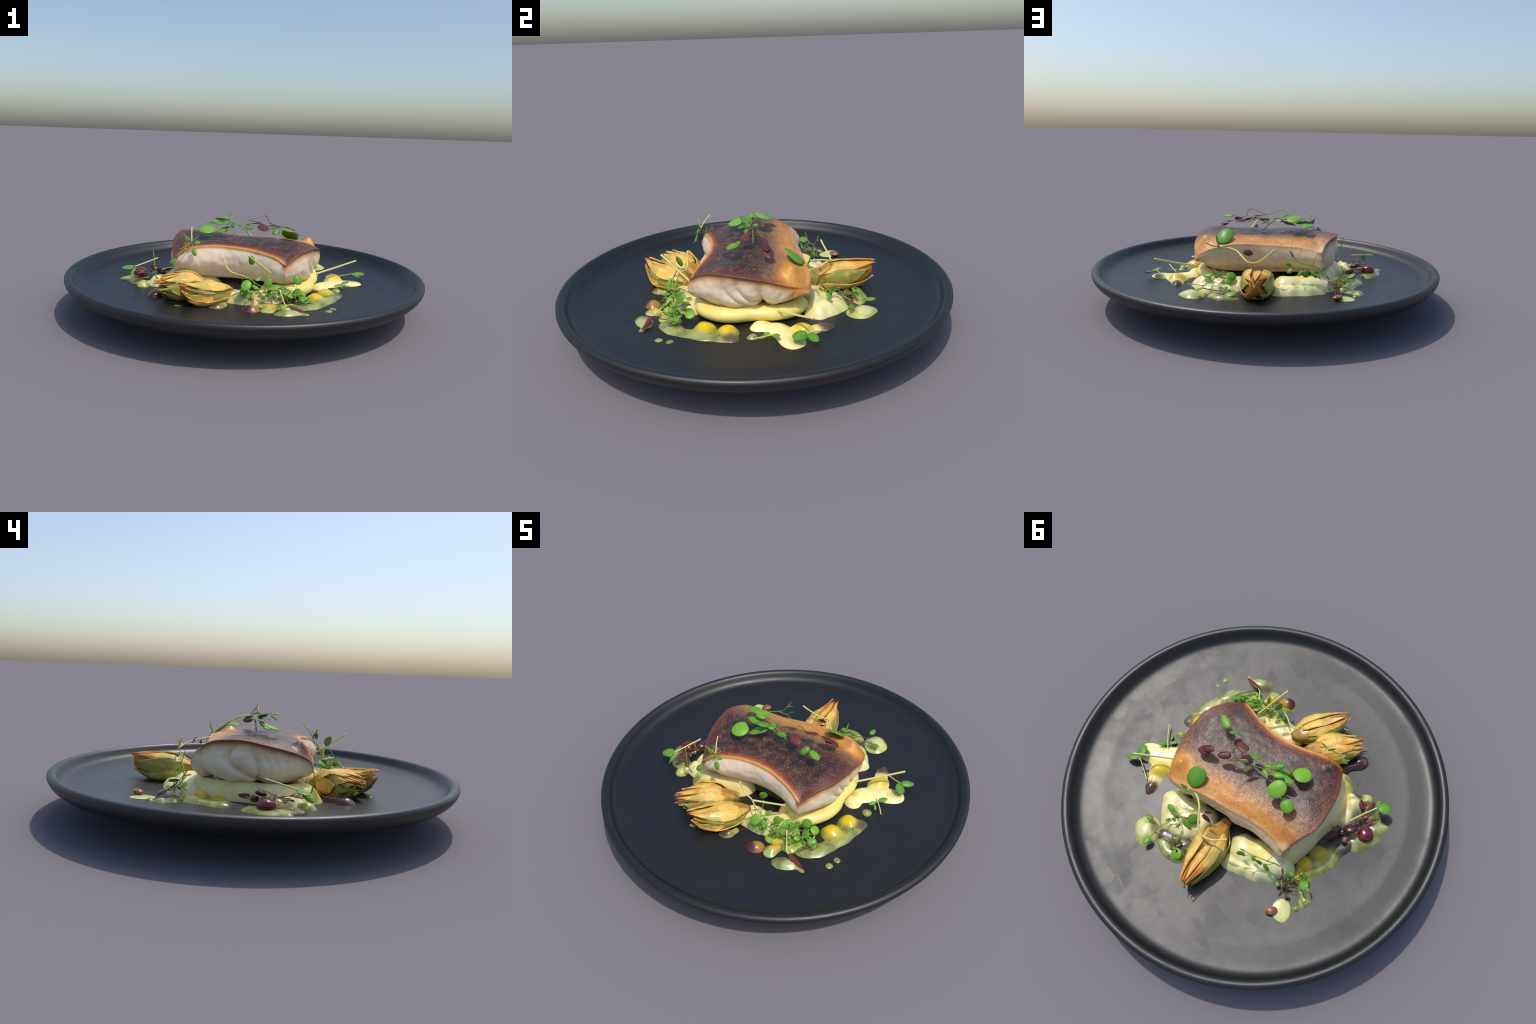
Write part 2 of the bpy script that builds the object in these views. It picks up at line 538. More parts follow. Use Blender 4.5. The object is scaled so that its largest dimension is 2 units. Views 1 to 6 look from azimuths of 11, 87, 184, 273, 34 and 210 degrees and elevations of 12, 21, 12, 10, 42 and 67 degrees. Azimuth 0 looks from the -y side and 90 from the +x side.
def flesh_material():
    m = Mat("white_fish_flesh", rough=0.42, spec=0.5, sss=0.12)
    x, y, z = m.xyz()
    base = m.mix(m.noise(11, 4, .6), lin(236, 214, 188), lin(244, 230, 206))  # flesh tone lightened to carry the bright light on the front face
    veins = m.noise(30, 3, .6, .6, vec=m.mapping(scale=(.35, .35, 1)))
    base = m.mix(m.math('MULTIPLY', m.step(veins, .5, .75), .22), base, lin(220, 186, 158))
    n = m.math('MULTIPLY', m.math('SUBTRACT', m.noise(13, 3), .5), .03)
    # depth below the crisp rim of whichever side this is
    d, zr = None, None
    for e in ('front', 'right', 'back', 'left'):
        de = rim_dist(m, e)
        ze = m.poly(x if RIM[e][0] == 'x' else y, RIM[e][2])
        if d is None:
            d, zr = de, ze
        else:
            k = m.step(m.math('SUBTRACT', d, de), -.012, .012)
            zr = m.math('ADD', zr, m.math('MULTIPLY', k, m.math('SUBTRACT', ze, zr)))
            d = m.math('MINIMUM', d, de)
    below = m.math('ADD', m.math('SUBTRACT', m.math('SUBTRACT', zr, .2), z), n)
    endw = m.math('MINIMUM', rim_dist(m, 'right'), rim_dist(m, 'left'))
    isend = m.step(endw, .035, .01)
    stain = m.mix(isend, m.step(below, .022, .002), m.step(below, .066, .018))
    col = m.mix(m.math('MULTIPLY', stain, .75), base, m.mix(isend, lin(216, 146, 66), lin(206, 156, 92)))
    sear = m.math('MULTIPLY', isend, m.step(below, .034, .006))
    col = m.mix(m.math('MULTIPLY', sear, .85), col, lin(112, 60, 30))
    cor = m.spot((.385, .225, .075), (.075, .085, .080), .4, .2, 20)
    col = m.mix(m.math('MULTIPLY', cor, .85), col, lin(208, 142, 58))
    # pan-browned back face: tan with brown flecks
    bk = m.step(m.math('ADD', rim_dist(m, 'back'), n), .05, .015)
    bk = m.math('MULTIPLY', bk, m.math('SUBTRACT', 1.0, m.math('MULTIPLY', isend, .7)))
    tan = m.mix(m.noise(10, 3), lin(222, 196, 160), lin(212, 172, 118))
    tan = m.mix(m.math('MULTIPLY', m.step(m.noise(44, 3, .6), .58, .7), .75), tan, lin(146, 98, 44))
    col = m.mix(m.math('MULTIPLY', bk, .75), col, tan)
    # warm tan patches along the lower edge
    low = m.math('MULTIPLY', m.step(m.math('ADD', z, n), .055, .012), m.step(m.noise(7, 3), .3, .65))
    col = m.mix(m.math('MULTIPLY', low, .7), col, lin(220, 182, 118))
    m.base(col)
    m.bump(m.noise(42, 4, .6), .22, .006)
    return m.m

# ------------------------------------------------------------------ purees and sauces: poured, domed blobs
def seg_dist(X, Y, pts):
    d = np.full(X.shape, 9.0)
    for (x0, y0), (x1, y1) in zip(pts[:-1], pts[1:]):
        dx, dy = x1 - x0, y1 - y0
        L = dx * dx + dy * dy + 1e-12
        t = np.clip(((X - x0) * dx + (Y - y0) * dy) / L, 0, 1)
        d = np.minimum(d, np.hypot(X - x0 - t * dx, Y - y0 - t * dy))
    return d

def blob_height(X, Y, blobs):
    """Smooth maximum of domes. blob = (kind, geometry..., height, power)
       ('e', x, y, rx, ry, turn, h, p) ellipse;  ('c', [(x,y)...], r, h, p) rounded stroke"""
    k = .0065
    acc = np.zeros_like(X)
    for b in blobs:
        if b[0] == 'e':
            _, x, y, rx, ry, a, h, p = b
            c, s = math.cos(a), math.sin(a)
            u = ((X - x) * c + (Y - y) * s) / rx
            w = (-(X - x) * s + (Y - y) * c) / ry
            d = np.hypot(u, w)
        else:
            _, pts, r, h, p = b
            pts = catmull([(q[0], q[1]) for q in pts], 24) if len(pts) > 2 else pts
            d = seg_dist(X, Y, pts) / r
        f = h * (1 - np.minimum(d, 3) ** p)
        acc += np.exp(np.clip(f, -.12, .2) / k)
    return k * np.log(acc + 1e-30)

def pour(name, blobs, mat, parent=None, origin=(0, 0, FLOOR), step=.0038, lump=.002, seed=1.0, lscale=14, wob=.006):
    xs, ys = [], []
    for b in blobs:
        if b[0] == 'e':
            r = max(b[3], b[4]) * 1.25 + .02
            xs += [b[1] - r, b[1] + r]
            ys += [b[2] - r, b[2] + r]
        else:
            for q in b[1]:
                r = b[2] * 1.25 + .02
                xs += [q[0] - r, q[0] + r]
                ys += [q[1] - r, q[1] + r]
    gx = np.arange(min(xs), max(xs), step)
    gy = np.arange(min(ys), max(ys), step)
    X, Y = np.meshgrid(gx, gy, indexing='ij')
    WX, WY = X.copy(), Y.copy()
    LM = np.zeros_like(X)
    for i in range(len(gx)):
        for j in range(len(gy)):
            p = (gx[i], gy[j], seed)
            WX[i, j] += wob * nz(p, 17, seed)
            WY[i, j] += wob * nz(p, 17, seed + 31)
            LM[i, j] = lump * nz(p, lscale, seed + 7)
    H = blob_height(WX, WY, blobs)
    H = H + LM * np.clip(H / .02, 0, 1)
    H = np.clip(H, -.03, None)
    keep = H > -.001
    vid = -np.ones(H.shape, int)
    verts, faces = [], []
    o = np.array(origin)
    for i in range(len(gx) - 1):
        for j in range(len(gy) - 1):
            q = [(i, j), (i + 1, j), (i + 1, j + 1), (i, j + 1)]
            if any(keep[a] for a in q):
                f = []
                for a in q:
                    if vid[a] < 0:
                        vid[a] = len(verts)
                        verts.append(V(X[a], Y[a], float(plate_floor(math.hypot(X[a], Y[a]))) + H[a]) - o)
                    f.append(vid[a])
                faces.append(f)
    me = make_mesh(name, verts, faces, mat)
    return add_obj(name, me, parent)

OLIVE = lin(152, 158, 84)
OLIVE_D = lin(112, 120, 62)
PALE = lin(226, 222, 160)
BROWN = lin(84, 62, 52)
PLUM = lin(66, 34, 40)
YEL = lin(222, 190, 24)
CREAM = lin(238, 226, 146)

def sauce_mat(name, base, base2, spots, origin, rough=0.3, scale=18, coat=.25, mott=0.0):
    """spots: (x, y, z, radius or radii, colour, strength)"""
    m = Mat(name, rough=rough, spec=.5, coat=coat, sss=.1)
    col = m.mix(m.step(m.noise(scale, 3, .55), .35, .65), base, base2)
    col = m.mix(m.math('MULTIPLY', m.step(m.noise(34, 3, .6), .56, .72), mott), col, lin(98, 70, 58))
    for s in spots:
        x, y, z, r, c, k = s
        mk = m.spot((x - origin[0], y - origin[1], z - origin[2]), r, .4, .22, 30)
        col = m.mix(m.math('MULTIPLY', mk, k), col, c)
    m.base(col)
    m.bump(m.noise(60, 2, .5), .06, .003)
    return m.m

def build_puree():
    o = (0, 0, FLOOR)
    root = empty("vegetable_puree", o, "pale yellow vegetable puree piped under the fish", "puree")
    yellow = sauce_mat("yellow_puree", lin(232, 214, 118), lin(240, 222, 132),
                       [(.33, -.2, .2, .05, lin(222, 186, 82), .35), (.38, .1, .2, .06, lin(224, 214, 120), .5)], o, rough=.4, scale=9, coat=.1)
    pour("puree_smear", [
        ('c', [(.17, -.22), (.25, -.215), (.29, -.17), (.31, -.11), (.30, -.03), (.31, .06), (.29, .13), (.22, .185)], .060, .062, 3.0)],
        yellow, root, o, seed=2, lump=.004, lscale=8)
    ring = Geo()
    ring.tube([(.195, -.268, .029), (.285, -.250, .029), (.340, -.188, .029), (.364, -.112, .029), (.352, -.03, .030),
               (.362, .065, .029), (.342, .150, .028), (.270, .222, .027)], .045, .042, seg=28, n=70)
    vv = []
    for p in ring.v:
        q = p.copy()
        q[2] = .029 + (p[2] - .029) * .82 + .003 * nz(p, 14, 3)
        q[:2] += .006 * V(nz(p, 10, 1), nz(p, 10, 8))
        vv.append(q)
    ring.v = vv
    add_obj("puree_smear", ring.mesh("puree_smear", yellow), root)
    gap_shadow = sauce_mat("painted_gap_shadow", lin(66, 58, 32), lin(46, 40, 24), [], o, rough=.4)  # near-black shadow under the fillet, baked into this filler's colour
    pour("modelled_shadow_bed", [('e', .01, .026, .345, .204, 0, .068, 8)], gap_shadow, root, o, seed=3, step=.006)
    mid = sauce_mat("cream_puree", lin(230, 208, 132), lin(238, 224, 160),
                    [(.10, -.40, .17, .05, lin(196, 206, 110), .6), (-.40, -.27, .16, .06, lin(214, 208, 96), .7), (.05, -.42, .17, .035, lin(90, 140, 46), .5)],
                    o, rough=.4, scale=10, coat=.1)
    pour("puree_smear", [
        ('c', [(.02, -.355), (.10, -.36), (.19, -.315)], .078, .050, 3.2),
        ('c', [(.07, -.395), (.13, -.395)], .04, .03, 3)], mid, root, o, seed=4, lump=.006, lscale=22)
    pour("puree_smear", [
        ('c', [(-.355, -.245), (-.27, -.225), (-.155, -.185)], .078, .072, 2.5),
        ('c', [(-.285, .24), (-.325, .15), (-.34, .06), (-.355, -.02), (-.38, -.10), (-.372, -.19), (-.34, -.25)], .084, .078, 1.9)],
        mid, root, o, seed=6, lump=.004, lscale=9)
    pale = sauce_mat("pale_puree", lin(232, 222, 150), lin(240, 234, 178),
                     [(-.2, .27, .21, .06, lin(240, 214, 96), .6), (.17, .33, .2, .05, lin(232, 208, 88), .55), (-.30, .37, .15, .05, lin(196, 200, 140), .7),
                      (.3, .42, .15, .05, lin(190, 196, 104), .7)], o, rough=.36, scale=12, coat=.2)
    pour("puree_smear", [
        ('c', [(-.13, .31), (-.21, .29), (-.29, .285)], .085, .074, 3.0),
        ('e', -.345, .275, .062, .060, 0, .060, 2.3), ('e', -.105, .395, .045, .050, 0, .034, 2.6), ('c', [(-.13, .375), (-.21, .372), (-.30, .335)], .056, .040, 2.4)],
        pale, root, o, seed=8, lump=.007, lscale=14, wob=.012)
    pour("puree_smear", [
        ('e', .345, .305, .042, .045, 0, .040, 2.6), ('c', [(.31, .30), (.22, .31), (.14, .29)], .075, .058, 3),
        ('c', [(.30, .35), (.26, .40), (.18, .385), (.13, .33)], .048, .036, 2.4)], pale, root, o, seed=10, lump=.010, lscale=17, wob=.012)
    pour("puree_smear", [
        ('e', -.470, -.195, .050, .055, 0, .052, 1.9), ('e', -.445, -.225, .035, .035, 0, .056, 1.9),
        ('c', [(-.47, -.16), (-.48, -.10)], .035, .034, 2.4)],
        pale, root, o, seed=12, lump=.004, lscale=26)

def build_sauces():
    o = (0, 0, FLOOR)
    root = empty("sauce_drops", o, "glossy olive yellow and plum sauce drops and puddles", "sauce")
    def S(name, blobs, spots, base=OLIVE, base2=None, **kw):
        blobs = [(*b[:-2], b[-2] * .80 + .001, b[-1]) for b in blobs]
        base2 = base2 or OLIVE_D
        mt = sauce_mat(name + "_glaze", base, base2, spots, o, mott=.7 if base == OLIVE else .25)
        return pour(name, blobs, mt, root, o, **kw)
    # front-right puddle with two yellow beads
    S("sauce_puddle", [
        ('e', .390, -.408, .080, .050, .45, .017, 2.4), ('c', [(.44, -.37), (.480, -.29), (.510, -.20), (.53, -.13)], .040, .017, 2.4),
        ('e', .430, -.250, .058, .058, 0, .046, 2.0), ('e', .474, -.145, .058, .056, 0, .048, 2.0)],
      [(.430, -.245, .185, (.062, .060, .050), YEL, .97), (.472, -.142, .187, (.060, .058, .048), YEL, .97),
       (.548, -.125, .15, .035, BROWN, .8), (.37, -.395, .155, (.05, .03, .03), lin(104, 84, 60), .75),
       (.44, -.42, .15, .035, lin(176, 182, 112), .6), (.50, -.27, .15, .03, lin(172, 180, 104), .5)], seed=3, lscale=30)
    S("sauce_drop", [('e', .527, -.034, .026, .026, 0, .020, 2.2)], [], seed=5)
    # leaf-shaped drop with a point
    S("sauce_drop", [('e', .325, -.540, .068, .042, .35, .024, 2.2), ('c', [(.36, -.53), (.425, -.539)], .010, .010, 2)],
      [(.29, -.535, .16, (.03, .02, .03), lin(108, 84, 70), .8), (.33, -.50, .16, .025, PLUM, .7), (.36, -.56, .15, .04, lin(186, 190, 124), .7)], seed=6)
    S("sauce_drop", [('e', .516, -.450, .021, .019, 0, .009, 2.2)], [], seed=7, step=.003)
    S("sauce_drop", [('e', .537, -.399, .018, .016, 0, .007, 2.2)], [], seed=8, step=.003)
    # right cream pool with yellow bead and plum tip
    S("sauce_puddle", [
        ('e', .428, .010, .046, .055, .4, .036, 2.2), ('c', [(.45, .075), (.53, .125), (.600, .140)], .058, .019, 2.8),
        ('e', .493, .195, .062, .050, .9, .048, 2.1), ('c', [(.485, .25), (.472, .300)], .034, .022, 2), ('c', [(.475, .29), (.470, .328)], .016, .014, 2)],
      [(.495, .195, .18, (.066, .060, .046), YEL, .92), (.415, .045, .175, (.03, .035, .03), YEL, .75), (.472, .315, .15, (.045, .05, .05), PLUM, .95),
       (.61, .16, .15, .035, lin(170, 178, 104), .6)], base=CREAM, base2=lin(244, 234, 166), seed=9, lscale=20)
    # back-right olive pools
    S("sauce_puddle", [('e', .343, .497, .066, .078, .5, .032, 2.3)],
      [(.315, .465, .17, (.025, .03, .03), lin(128, 104, 88), .75), (.36, .51, .17, .04, PALE, .6)], base=lin(196, 200, 112), base2=OLIVE, seed=11)
    S("sauce_puddle", [('c', [(.225, .505), (.185, .525), (.135, .520)], .036, .020, 2.4), ('e', .135, .52, .045, .035, 0, .018, 2.2)],
      [(.23, .50, .15, .03, lin(190, 194, 110), .6)], seed=13)
    S("sauce_puddle", [('c', [(.25, .465), (.18, .455), (.11, .455)], .038, .010, 2.4), ('e', .113, .468, .024, .024, 0, .028, 2)],
      [(.11, .46, .15, .04, lin(96, 84, 70), .8)], base=lin(100, 84, 76), base2=BROWN, seed=14)
    # back-left beads, fringe, dark smear
    S("sauce_puddle", [
        ('e', -.435, .207, .047, .047, 0, .056, 2.0), ('e', -.468, .122, .055, .048, .4, .038, 2.1),
        ('c', [(-.455, .265), (-.485, .19), (-.520, .110)], .044, .022, 2.4),
        ('c', [(-.52, .075), (-.545, .03), (-.562, -.01)], .034, .016, 2.4)],
      [(-.435, .207, .19, (.052, .052, .045), lin(206, 172, 24), .95), (-.468, .118, .175, (.055, .05, .034), lin(190, 162, 30), .9),
       (-.55, .02, .15, (.05, .06, .05), lin(58, 50, 54), .95), (-.44, .27, .15, .03, lin(220, 172, 50), .6)], seed=15, lscale=25)
    S("sauce_puddle", [('c', [(-.475, .315), (-.515, .350)], .032, .018, 2.3), ('e', -.53, .365, .026, .03, 0, .017, 2.2)],
      [(-.455, .32, .15, .03, BROWN, .5)], base=lin(196, 200, 118), seed=16)
    S("sauce_puddle", [('e', -.452, .462, .048, .055, .5, .0045, 4)], [], base=lin(206, 208, 130), base2=lin(186, 190, 112), seed=17)
    S("sauce_drop", [('e', -.509, .417, .020, .017, .7, .012, 2.2)], [], seed=18, step=.003)
    # left cluster pool
    S("sauce_puddle", [
        ('c', [(-.585, -.035), (-.625, -.085), (-.625, -.15), (-.575, -.195)], .052, .020, 2.4), ('c', [(-.64, -.15), (-.674, -.180)], .022, .014, 2)],
      [(-.60, -.16, .155, (.03, .05, .03), lin(120, 62, 58), .6),
       (-.655, -.165, .15, .03, lin(186, 190, 120), .5)], seed=19)
    S("sauce_drop", [('e', -.522, -.264, .038, .034, .3, .032, 2.2), ('c', [(-.52, -.255), (-.49, -.22)], .022, .03, 2)],
      [(-.53, -.235, .16, .02, PLUM, .5)], base=lin(190, 192, 104), seed=20)
    # plum drop behind the artichoke, with a neck
    S("sauce_drop", [('e', -.385, -.430, .046, .042, .9, .036, 2.3), ('c', [(-.37, -.40), (-.33, -.355)], .028, .030, 2.3)],
      [(-.41, -.45, .16, .02, lin(126, 98, 66), .6)], base=PLUM, base2=lin(86, 44, 52), seed=21)
    # beans and beads along the front
    S("sauce_drop", [('e', .144, -.520, .050, .040, .35, .034, 2.1)],
      [(.115, -.535, .16, (.03, .03, .03), lin(92, 44, 34), .85), (.165, -.50, .165, .035, lin(176, 138, 52), .8), (.13, -.55, .15, .03, PLUM, .7)],
      base=lin(150, 92, 46), base2=lin(136, 78, 42), seed=22)
    S("sauce_drop", [('e', .222, -.500, .034, .032, 0, .026, 2.1), ('c', [(.23, -.50), (.25, -.46)], .024, .022, 2.1), ('e', .225, -.525, .03, .022, 0, .012, 2.2)],
      [(.232, -.48, .165, (.03, .03, .03), lin(226, 180, 30), .9)], base=lin(176, 180, 100), seed=23)
    S("sauce_drop", [('e', -.030, -.520, .038, .030, .5, .024, 2.1), ('c', [(-.02, -.51), (-.002, -.475)], .016, .020, 2)],
      [(-.04, -.53, .155, (.035, .028, .03), lin(80, 48, 44), .95)], base=lin(176, 166, 80), seed=24)
    S("sauce_puddle", [('c', [(.19, -.425), (.26, -.43), (.33, -.40)], .040, .016, 2.3), ('e', .30, -.445, .04, .03, 0, .018, 2)],
      [(.22, -.43, .15, .03, lin(214, 196, 70), .7)], base=lin(178, 186, 84), base2=lin(150, 170, 66), seed=25)
    S("sauce_drop", [('e', -.215, -.565, .020, .012, 0, .004, 2.2)], [], seed=26, step=.003)

# ------------------------------------------------------------------ berries and beans (loose)
def ellipsoid(name, mat, c, r, rot=(0, 0, 0), label="", cat=""):
    n, m = 20, 28
    verts = []
    for i in range(n):
        th = math.pi * (i + .0001) / (n - 1 + .0002)
        for k in range(m):
            a = 2 * math.pi * k / m
            p = V(math.sin(th) * math.cos(a), math.sin(th) * math.sin(a), math.cos(th))
            p = p * (1 + .05 * nz(p, 1.6, c[0] * 9))
            verts.append(p * np.array(r))
    me = make_mesh(name, verts, [tuple(reversed(f)) for f in grid_faces(n, m, wrap=True)], mat)
    ob = add_obj(name, me, None, c)
    ob.rotation_euler = rot
    ob["label"] = label
    ob["category"] = cat
    return ob

def build_berries():
    m = Mat("bean_skin", rough=.28, coat=.3)
    m.base(m.mix(m.step(m.noise(30, 2), .35, .65), lin(126, 70, 50), lin(160, 102, 74)))
    ellipsoid("bean", m.m, (-.413, .492, .154), (.030, .022, .013), (.1, 0, .7), "glossy flat brown bean lying on the plate", "bean")
    m2 = Mat("dark_berry_skin", rough=.28, coat=.3)
    m2.base(m2.mix(m2.step(m2.noise(40, 2), .35, .7), lin(56, 26, 36), lin(84, 42, 48)))
    m3 = Mat("red_berry_skin", rough=.22, coat=.4)
    m3.base(m3.mix(m3.step(m3.noise(22, 2), .4, .7), lin(96, 16, 34), lin(128, 40, 40)))
    ellipsoid("berry", m3.m, (-.607, -.089, .166), (.041, .041, .030), (0, 0, 0), "round glossy dark red berry in sauce", "berry")
    ellipsoid("berry", m2.m, (-.526, -.062, .196), (.033, .026, .012), (.35, .2, .4), "dark plum-coloured glossy flattened berry", "berry")
    ellipsoid("berry", m2.m, (-.500, -.035, .165), (.022, .02, .014), (.1, .2, .4), "dark plum-coloured small glossy berry", "berry")

# ------------------------------------------------------------------ artichokes
def interp(tab, t):
    return float(np.interp(t, [a for a, _ in tab], [b for _, b in tab]))

class Artichoke:
    """A cooked artichoke piece lying on its side: local X runs from cut base to leaf tips."""
    def __init__(self, base, tip, width, ztop, zbot, cap=1.0, trim=.012, sink=-.004):
        self.sink = sink
        self.trim = trim
        self.base = V(*base, FLOOR - .005)
        d = V(tip[0] - base[0], tip[1] - base[1])
        self.L = float(np.hypot(*d))
        self.yaw = math.atan2(d[1], d[0])
        self.w, self.zt, self.zb = width, ztop, zbot
        self.cap = cap
    def ring(self, t, phi, off=0.0, flat=.55):
        """point on the body: phi = 0 top, +-pi bottom (left is +)"""
        w = interp(self.w, t) - self.trim * .8
        zt, zb = interp(self.zt, t) - self.trim, interp(self.zb, t)
        zc = (zt * .42 + zb * .58)
        s, c = math.sin(phi), math.cos(phi)
        sy = math.copysign(abs(s) ** .85, s)
        if c > 0:
            z = zc + (zt - zc) * c ** flat
        else:
            z = zc + (zc - zb) * -(abs(c) ** .8)
        n = unit(V(0, s, c))
        return V(t * self.L, w * sy, z) + off * n

def build_artichoke(spec, mats, bracts, ridges, seed, label):
    a = spec
    root = empty("artichoke_piece", tuple(a.base), label, "artichoke", a.yaw)
    n, m = 60, 72
    verts = []
    for i in range(n):
        t = a.cap * i / (n - 1)
        for k in range(m):
            phi = -math.pi + 2 * math.pi * k / m
            topness = max(0, math.cos(phi)) ** .5
            off = a.sink
            y = math.sin(phi)
            for yc, w, h, t0 in ridges:
                off += h * math.exp(-((y - yc) / w) ** 2) * topness * np.clip((t - t0) / .25, 0, 1)
            p = a.ring(t, phi, off)
            off2 = .005 * nz(p * V(7, 18, 18), 1, seed) + .0012 * nz(p * V(12, 60, 60), 1, seed + 4)
            verts.append(p + off2 * unit(V(0, math.sin(phi), math.cos(phi))))
    faces = grid_faces(n, m, wrap=True)
    faces.append(tuple(range(m))[::-1])
    faces.append(tuple(range((n - 1) * m, n * m)))
    me = make_mesh("artichoke_heart", verts, [tuple(reversed(f)) for f in faces], mats[0])
    add_obj("artichoke_heart", me, root)
    # bracts: broad pointed sheets that hug the body, overlap and lift at tip and margin
    for bi, (phi0, t0, t1, dphi, lift, raise_, mi) in enumerate(bracts):
        ns, nq = 22, 13
        outer, inner = [], []
        for i in range(ns):
            s = i / (ns - 1)
            t = t0 + (t1 - t0) * s
            prof = (max(0.0, 1 - s ** 2.6) ** .75) * (.62 + .38 * min(1, s / .3))
            for j in range(nq):
                q = -1 + 2 * j / (nq - 1)
                phi = phi0 + dphi * prof * q + .05 * math.sin(6 * s + bi)
                tt = min(t, 1.0)
                wave = .0035 * math.sin(5 * s + 2.2 * bi) * q * abs(q)
                root_in = min(1, s / .22)
                off = raise_ * root_in - .007 * (1 - root_in) + lift * s ** 2 + .005 * abs(q) ** 3 * min(1, 3 * s) + wave + .003 * (1 - q * q)
                p = a.ring(tt, phi, off)
                p[0] += (t - tt) * a.L - .010 * s * q * q
                p = p + .0035 * V(0, nz(p, 16, seed + bi), nz(p, 16, seed + 5 + bi))
                th = .0048 * (1 - .6 * s)
                nn = unit(V(0, math.sin(phi), math.cos(phi)))
                outer.append(p + nn * th)
                inner.append(p - nn * th)
        N = ns * nq
        fs = [tuple(reversed(f)) for f in grid_faces(ns, nq)] + [tuple(i + N for i in f) for f in grid_faces(ns, nq)]
        border = [j for j in range(nq)] + [i * nq + nq - 1 for i in range(1, ns)] + \
                 [(ns - 1) * nq + j for j in range(nq - 2, -1, -1)] + [i * nq for i in range(ns - 2, 0, -1)]
        for x, y in zip(border, border[1:] + border[:1]):
            fs.append((x, y, y + N, x + N))
        me = make_mesh("bract", outer + inner, fs, mats[mi])
        add_obj("bract", me, root)

def artichoke_materials():
    def mk(name, c1, c2, c3, green, tipx):
        m = Mat(name, rough=.46, spec=.4, coat=.08, sss=.06)
        x, y, z = m.xyz()
        fib = m.noise(1, 3, .5, .3, vec=m.mapping(scale=(7, 60, 60)))
        blot = m.noise(15, 3, .55)
        col = m.mix(m.step(fib, .3, .7), c1, c2)
        col = m.mix(m.math('MULTIPLY', m.step(blot, .46, .66), .75), col, c3)
        gn = m.noise(9, 3, .5, .5)
        col = m.mix(m.math('MULTIPLY', m.step(gn, .45, .58), green), col, lin(146, 144, 66))
        tip = m.step(m.math('ADD', x, m.math('MULTIPLY', m.math('SUBTRACT', blot, .5), .12)), tipx - .12, tipx)
        col = m.mix(m.math('MULTIPLY', tip, .6), col, lin(206, 124, 44))
        ed = m.math('MULTIPLY', m.step(m.noise(1, 4, .65, .5, vec=m.mapping(scale=(14, 42, 42), loc=(3, 1, 2))), .56, .72), .55)
        col = m.mix(ed, col, lin(138, 84, 34))
        m.base(col)
        m.bump(fib, .22, .006)
        return m.m
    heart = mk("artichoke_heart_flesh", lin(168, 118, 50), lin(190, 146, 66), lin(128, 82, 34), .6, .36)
    gold = mk("artichoke_bract_flesh", lin(220, 176, 80), lin(234, 198, 106), lin(222, 146, 58), .42, .36)
    green = mk("artichoke_outer_bract", lin(202, 172, 84), lin(216, 192, 102), lin(196, 140, 58), .8, .42)
    olive = mk("artichoke_green_bract", lin(166, 156, 78), lin(190, 176, 92), lin(188, 146, 64), .9, .48)
    return heart, gold, green, olive

